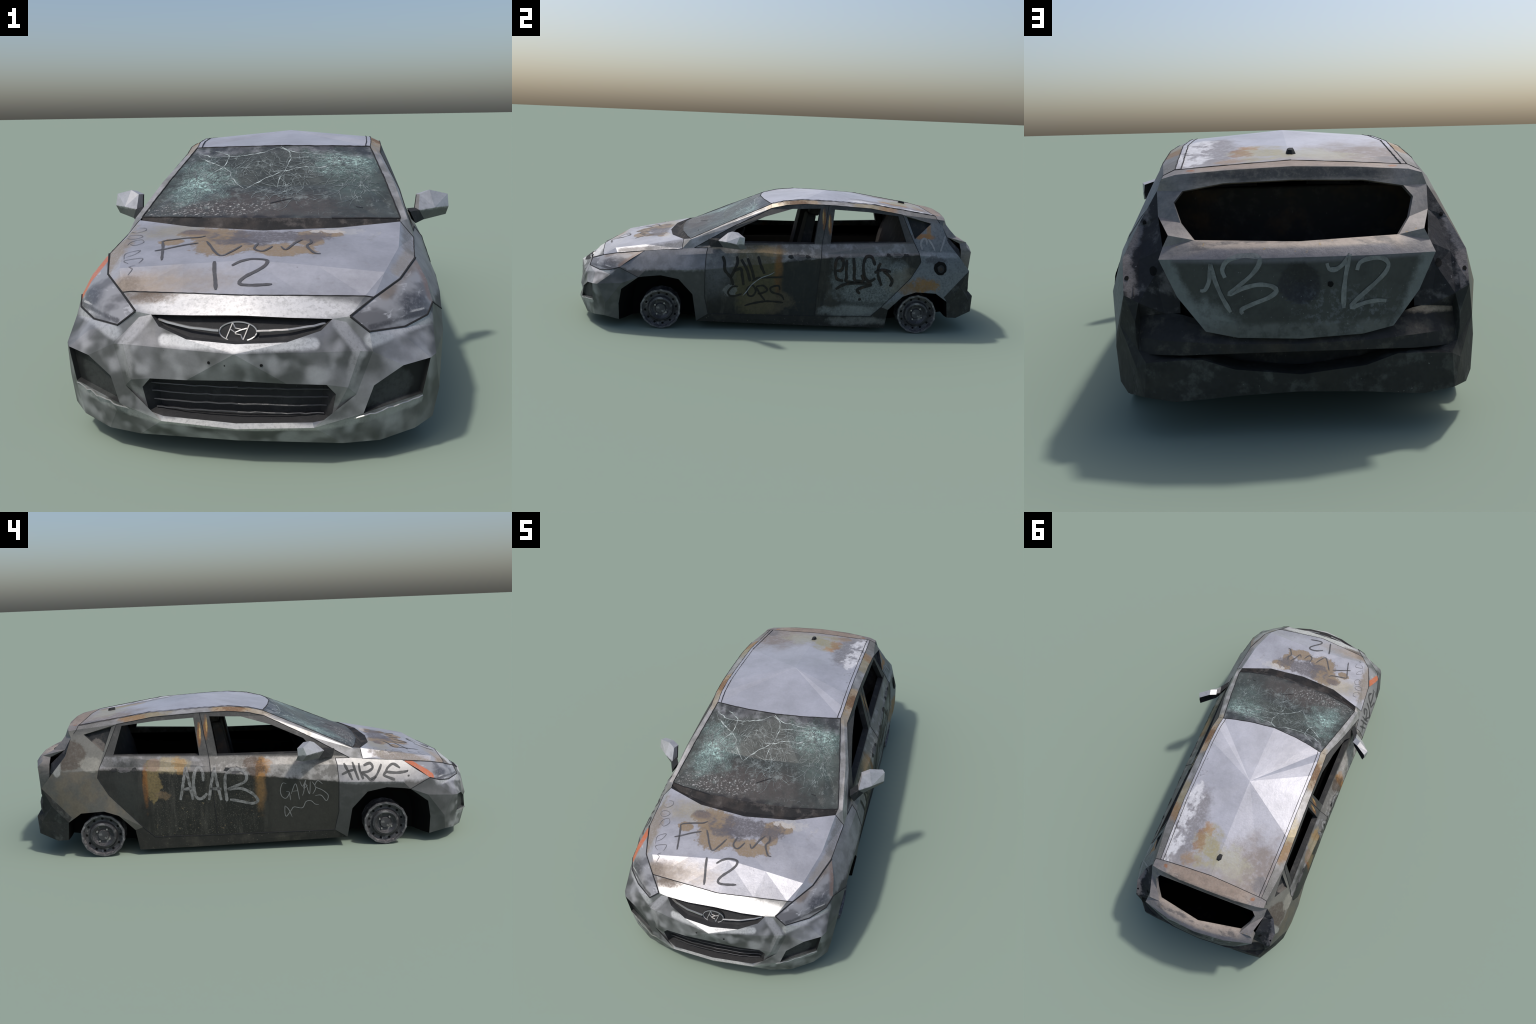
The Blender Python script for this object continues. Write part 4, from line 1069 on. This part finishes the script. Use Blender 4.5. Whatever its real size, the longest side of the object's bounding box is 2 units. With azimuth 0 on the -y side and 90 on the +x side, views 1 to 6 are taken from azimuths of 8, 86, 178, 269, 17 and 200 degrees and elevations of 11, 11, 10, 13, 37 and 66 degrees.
paint_strokes("door_graffiti", "right", [
    [(.281, .365), (.261, .354), (.257, .305), (.268, .263), (.299, .254)], [(.281, .365), (.295, .342), (.287, .306), (.263, .302)],
    [(.311, .355), (.31, .307), (.313, .27), (.312, .252), (.35, .248)], [(.343, .364), (.349, .308), (.354, .259), (.395, .256), (.385, .287)],
    [(.448, .331), (.431, .369), (.402, .367), (.391, .321), (.403, .272), (.426, .254), (.452, .27)], [(.475, .343), (.463, .316), (.466, .28), (.485, .234)],
    [(.446, .297), (.482, .311), (.526, .303)], [(.485, .311), (.517, .284), (.535, .257), (.526, .231)],
    [(.265, .212), (.306, .236), (.366, .244), (.434, .239), (.391, .223), (.368, .21), (.383, .191)], [(.382, .17), (.385, .158)]], .0145, M["spray_black"], seed=7, taper=.75)
paint_strokes("quarter_graffiti", "right", [
    [(.679, .408), (.673, .435), (.686, .457), (.701, .453), (.702, .431)], [(.71, .456), (.729, .431), (.74, .404)], [(.800, .470), (.784, .437), (.767, .402)]], .0095, M["spray_ghost"], seed=8)
for part in ([[(.323, .241), (.311, .296), (.295, .38)], [(.294, .38), (.281, .317), (.269, .239)], [(.314, .288), (.269, .291)],
              [(.222, .32), (.222, .358), (.241, .378), (.259, .349), (.263, .294), (.253, .249), (.229, .245), (.208, .266)]],
             [[(.2, .235), (.191, .291), (.173, .375)], [(.172, .375), (.161, .301), (.148, .233)], [(.194, .285), (.145, .284)],
              [(.124, .349), (.129, .305), (.124, .227)], [(.124, .349), (.094, .365), (.057, .361), (.037, .34), (.043, .313), (.087, .292), (.119, .28)],
              [(.119, .28), (.066, .283), (.019, .262), (-.009, .227), (.015, .214), (.063, .225), (.111, .235)]]):
    paint_strokes("door_graffiti", "left", part, .0125, M["spray_white"], seed=9, taper=.7)
paint_strokes("door_scrawl", "left", [
    [(-.132, .296), (-.116, .299), (-.106, .268), (-.112, .24), (-.13, .231), (-.145, .256), (-.131, .262)], [(-.145, .256), (-.149, .221)],
    [(-.152, .25), (-.172, .294), (-.187, .223)], [(-.158, .261), (-.18, .263)], [(-.19, .305), (-.201, .282), (-.215, .309), (-.206, .273), (-.223, .287)],
    [(-.2, .24), (-.206, .259), (-.214, .293), (-.23, .247), (-.234, .303)], [(-.241, .303), (-.257, .274), (-.244, .246)],
    [(-.286, .29), (-.266, .305), (-.254, .28), (-.286, .262), (-.31, .238), (-.302, .213), (-.28, .239), (-.254, .238)],
    [(-.124, .197), (-.123, .165), (-.129, .148), (-.151, .176), (-.163, .19), (-.199, .185), (-.215, .213), (-.237, .215), (-.253, .2), (-.27, .197)],
    [(-.124, .197), (-.14, .179), (-.154, .144)]], .0032, M["spray_white_thin"], seed=10)
paint_strokes("fender_graffiti", "left", [
    [(-.382, .369), (-.399, .336), (-.415, .301)], [(-.42, .371), (-.429, .339), (-.442, .299)], [(-.371, .325), (-.399, .336), (-.424, .341)],
    [(-.447, .365), (-.45, .335), (-.462, .302)], [(-.467, .356), (-.497, .362), (-.506, .345), (-.485, .331), (-.457, .327), (-.475, .315), (-.497, .296), (-.518, .309)],
    [(-.545, .356), (-.532, .333), (-.515, .31), (-.49, .3)], [(-.626, .336), (-.598, .353), (-.572, .341), (-.561, .324), (-.551, .313), (-.572, .303), (-.598, .293)],
    [(-.564, .325), (-.607, .319), (-.658, .321)], [(-.655, .324), (-.659, .319)], [(-.660, .306), (-.662, .3)]], .0095, M["spray_grey"], seed=11, taper=.7)
paint_strokes("tailgate_graffiti", "rear", [
    [(.201, .324), (.191, .325), (.181, .346), (.177, .38)], [(.177, .38), (.17, .347), (.156, .311), (.14, .281)],
    [(.149, .352), (.154, .368), (.145, .385), (.125, .393), (.103, .395), (.08, .392), (.081, .377), (.096, .357), (.117, .339), (.142, .318), (.11, .331), (.08, .337), (.055, .333), (.047, .323), (.063, .31), (.093, .298), (.118, .286), (.116, .277)],
    [(-.055, .377), (-.059, .365), (-.074, .364), (-.089, .375), (-.102, .393)], [(-.102, .393), (-.094, .358), (-.089, .32), (-.088, .283)],
    [(-.116, .36), (-.122, .375), (-.143, .383), (-.169, .381), (-.181, .369), (-.174, .351), (-.145, .325), (-.111, .296), (-.104, .284), (-.132, .292), (-.158, .295), (-.177, .292)]],
    .0090, M["spray_tail"], seed=12, taper=.8)

# ---------------------------------------------------------------- cracks in the windshield
big = [[(-.257, -.09), (-.216, -.12), (-.177, -.128), (-.153, -.13), (-.101, -.128), (-.048, -.117), (-.004, -.097)], [(-.211, -.082), (-.154, -.127), (-.155, -.154), (-.165, -.185), (-.188, -.212), (-.202, -.236)],
       [(-.24, -.126), (-.204, -.158), (-.165, -.185), (-.139, -.208), (-.13, -.238), (-.104, -.271), (-.086, -.293)], [(-.004, -.097), (.029, -.119), (.036, -.147), (.023, -.207), (.009, -.245), (.007, -.287)],
       [(.036, -.147), (.094, -.14), (.147, -.137), (.196, -.141)], [(-.015, -.209), (.023, -.208), (.07, -.191), (.123, -.19), (.166, -.171), (.196, -.143)],
       [(.023, -.208), (-.026, -.239), (-.069, -.277), (-.084, -.299)], [(-.002, -.094), (.039, -.117), (.089, -.12), (.148, -.121)]]
fine = [[(-.058, -.152), (-.061, -.17), (-.038, -.194), (-.015, -.207)], [(.027, -.192), (.09, -.167), (.093, -.156), (.037, -.149)], [(.196, -.143), (.222, -.186), (.224, -.239), (.21, -.267)],
        [(.167, -.176), (.159, -.228), (.146, -.261), (.143, -.29), (.088, -.302)], [(.143, -.29), (.167, -.303), (.194, -.309)], [(.244, -.235), (.253, -.283), (.265, -.303), (.277, -.322)],
        [(.253, -.283), (.241, -.313), (.208, -.364), (.178, -.389)], [(.196, -.141), (.235, -.129), (.262, -.103)], [(.222, -.186), (.263, -.206), (.288, -.201)],
        [(-.188, -.212), (-.215, -.232), (-.24, -.224), (-.27, -.188)], [(.103, -.217), (.076, -.256), (.043, -.294), (.003, -.338), (-.006, -.371)]]
rnd = random.Random(5)
def wander(c, ang, length, n):
    p = [c]
    for _ in range(n):
        ang += rnd.uniform(-.55, .55)
        q = (p[-1][0] + math.cos(ang) * length / n, p[-1][1] + math.sin(ang) * length / n)
        if not (-.44 < q[1] < -.095 and abs(q[0]) < .262 - (q[1] + .05) * .18): break
        p.append(q)
    return p
for c, k in (((-.215, -.262), 46), ((.200, -.148), 44), ((.225, -.26), 34), ((.08, -.20), 36), ((-.13, -.22), 24), ((.02, -.31), 44), ((-.18, -.14), 16), ((.12, -.13), 20), ((-.05, -.15), 14)):
    for i in range(k):
        s = (c[0] + rnd.uniform(-.045, .045), c[1] + rnd.uniform(-.04, .04))
        w = wander(s, rnd.uniform(0, 6.3), rnd.uniform(.04, .15), rnd.randint(4, 9))
        if len(w) > 2: fine.append(w)
def kink(l):
    out = []
    for a, b in zip(l, l[1:]):
        k = max(1, int(math.dist(a, b) / .012))
        out += [(a[0] + (b[0] - a[0]) * i / k + rnd.uniform(-.002, .002), a[1] + (b[1] - a[1]) * i / k + rnd.uniform(-.002, .002)) for i in range(k)]
    return out + [l[-1]]
WS = [o for o in bpy.data.objects if o.name == "windshield"][0]
paint_strokes("glass_crack", "top", [kink(l) for l in big], .0023, M["crack"], lift=.0010, rag=.6, taper=.3, parent=WS, seed=13)["kind"] = "stuff"
paint_strokes("glass_crack", "top", [kink(l) for l in fine], .0010, M["crack_fine"], lift=.0012, rag=.6, taper=.2, parent=WS, seed=14)["kind"] = "stuff"
paint_strokes("wiper_scrap", "top", [[(.06, -.355), (.03, -.372), (.0, -.392)], [(.23, -.395), (.25, -.398)]], .004, M["seam"], lift=.0014, parent=WS, seed=15)
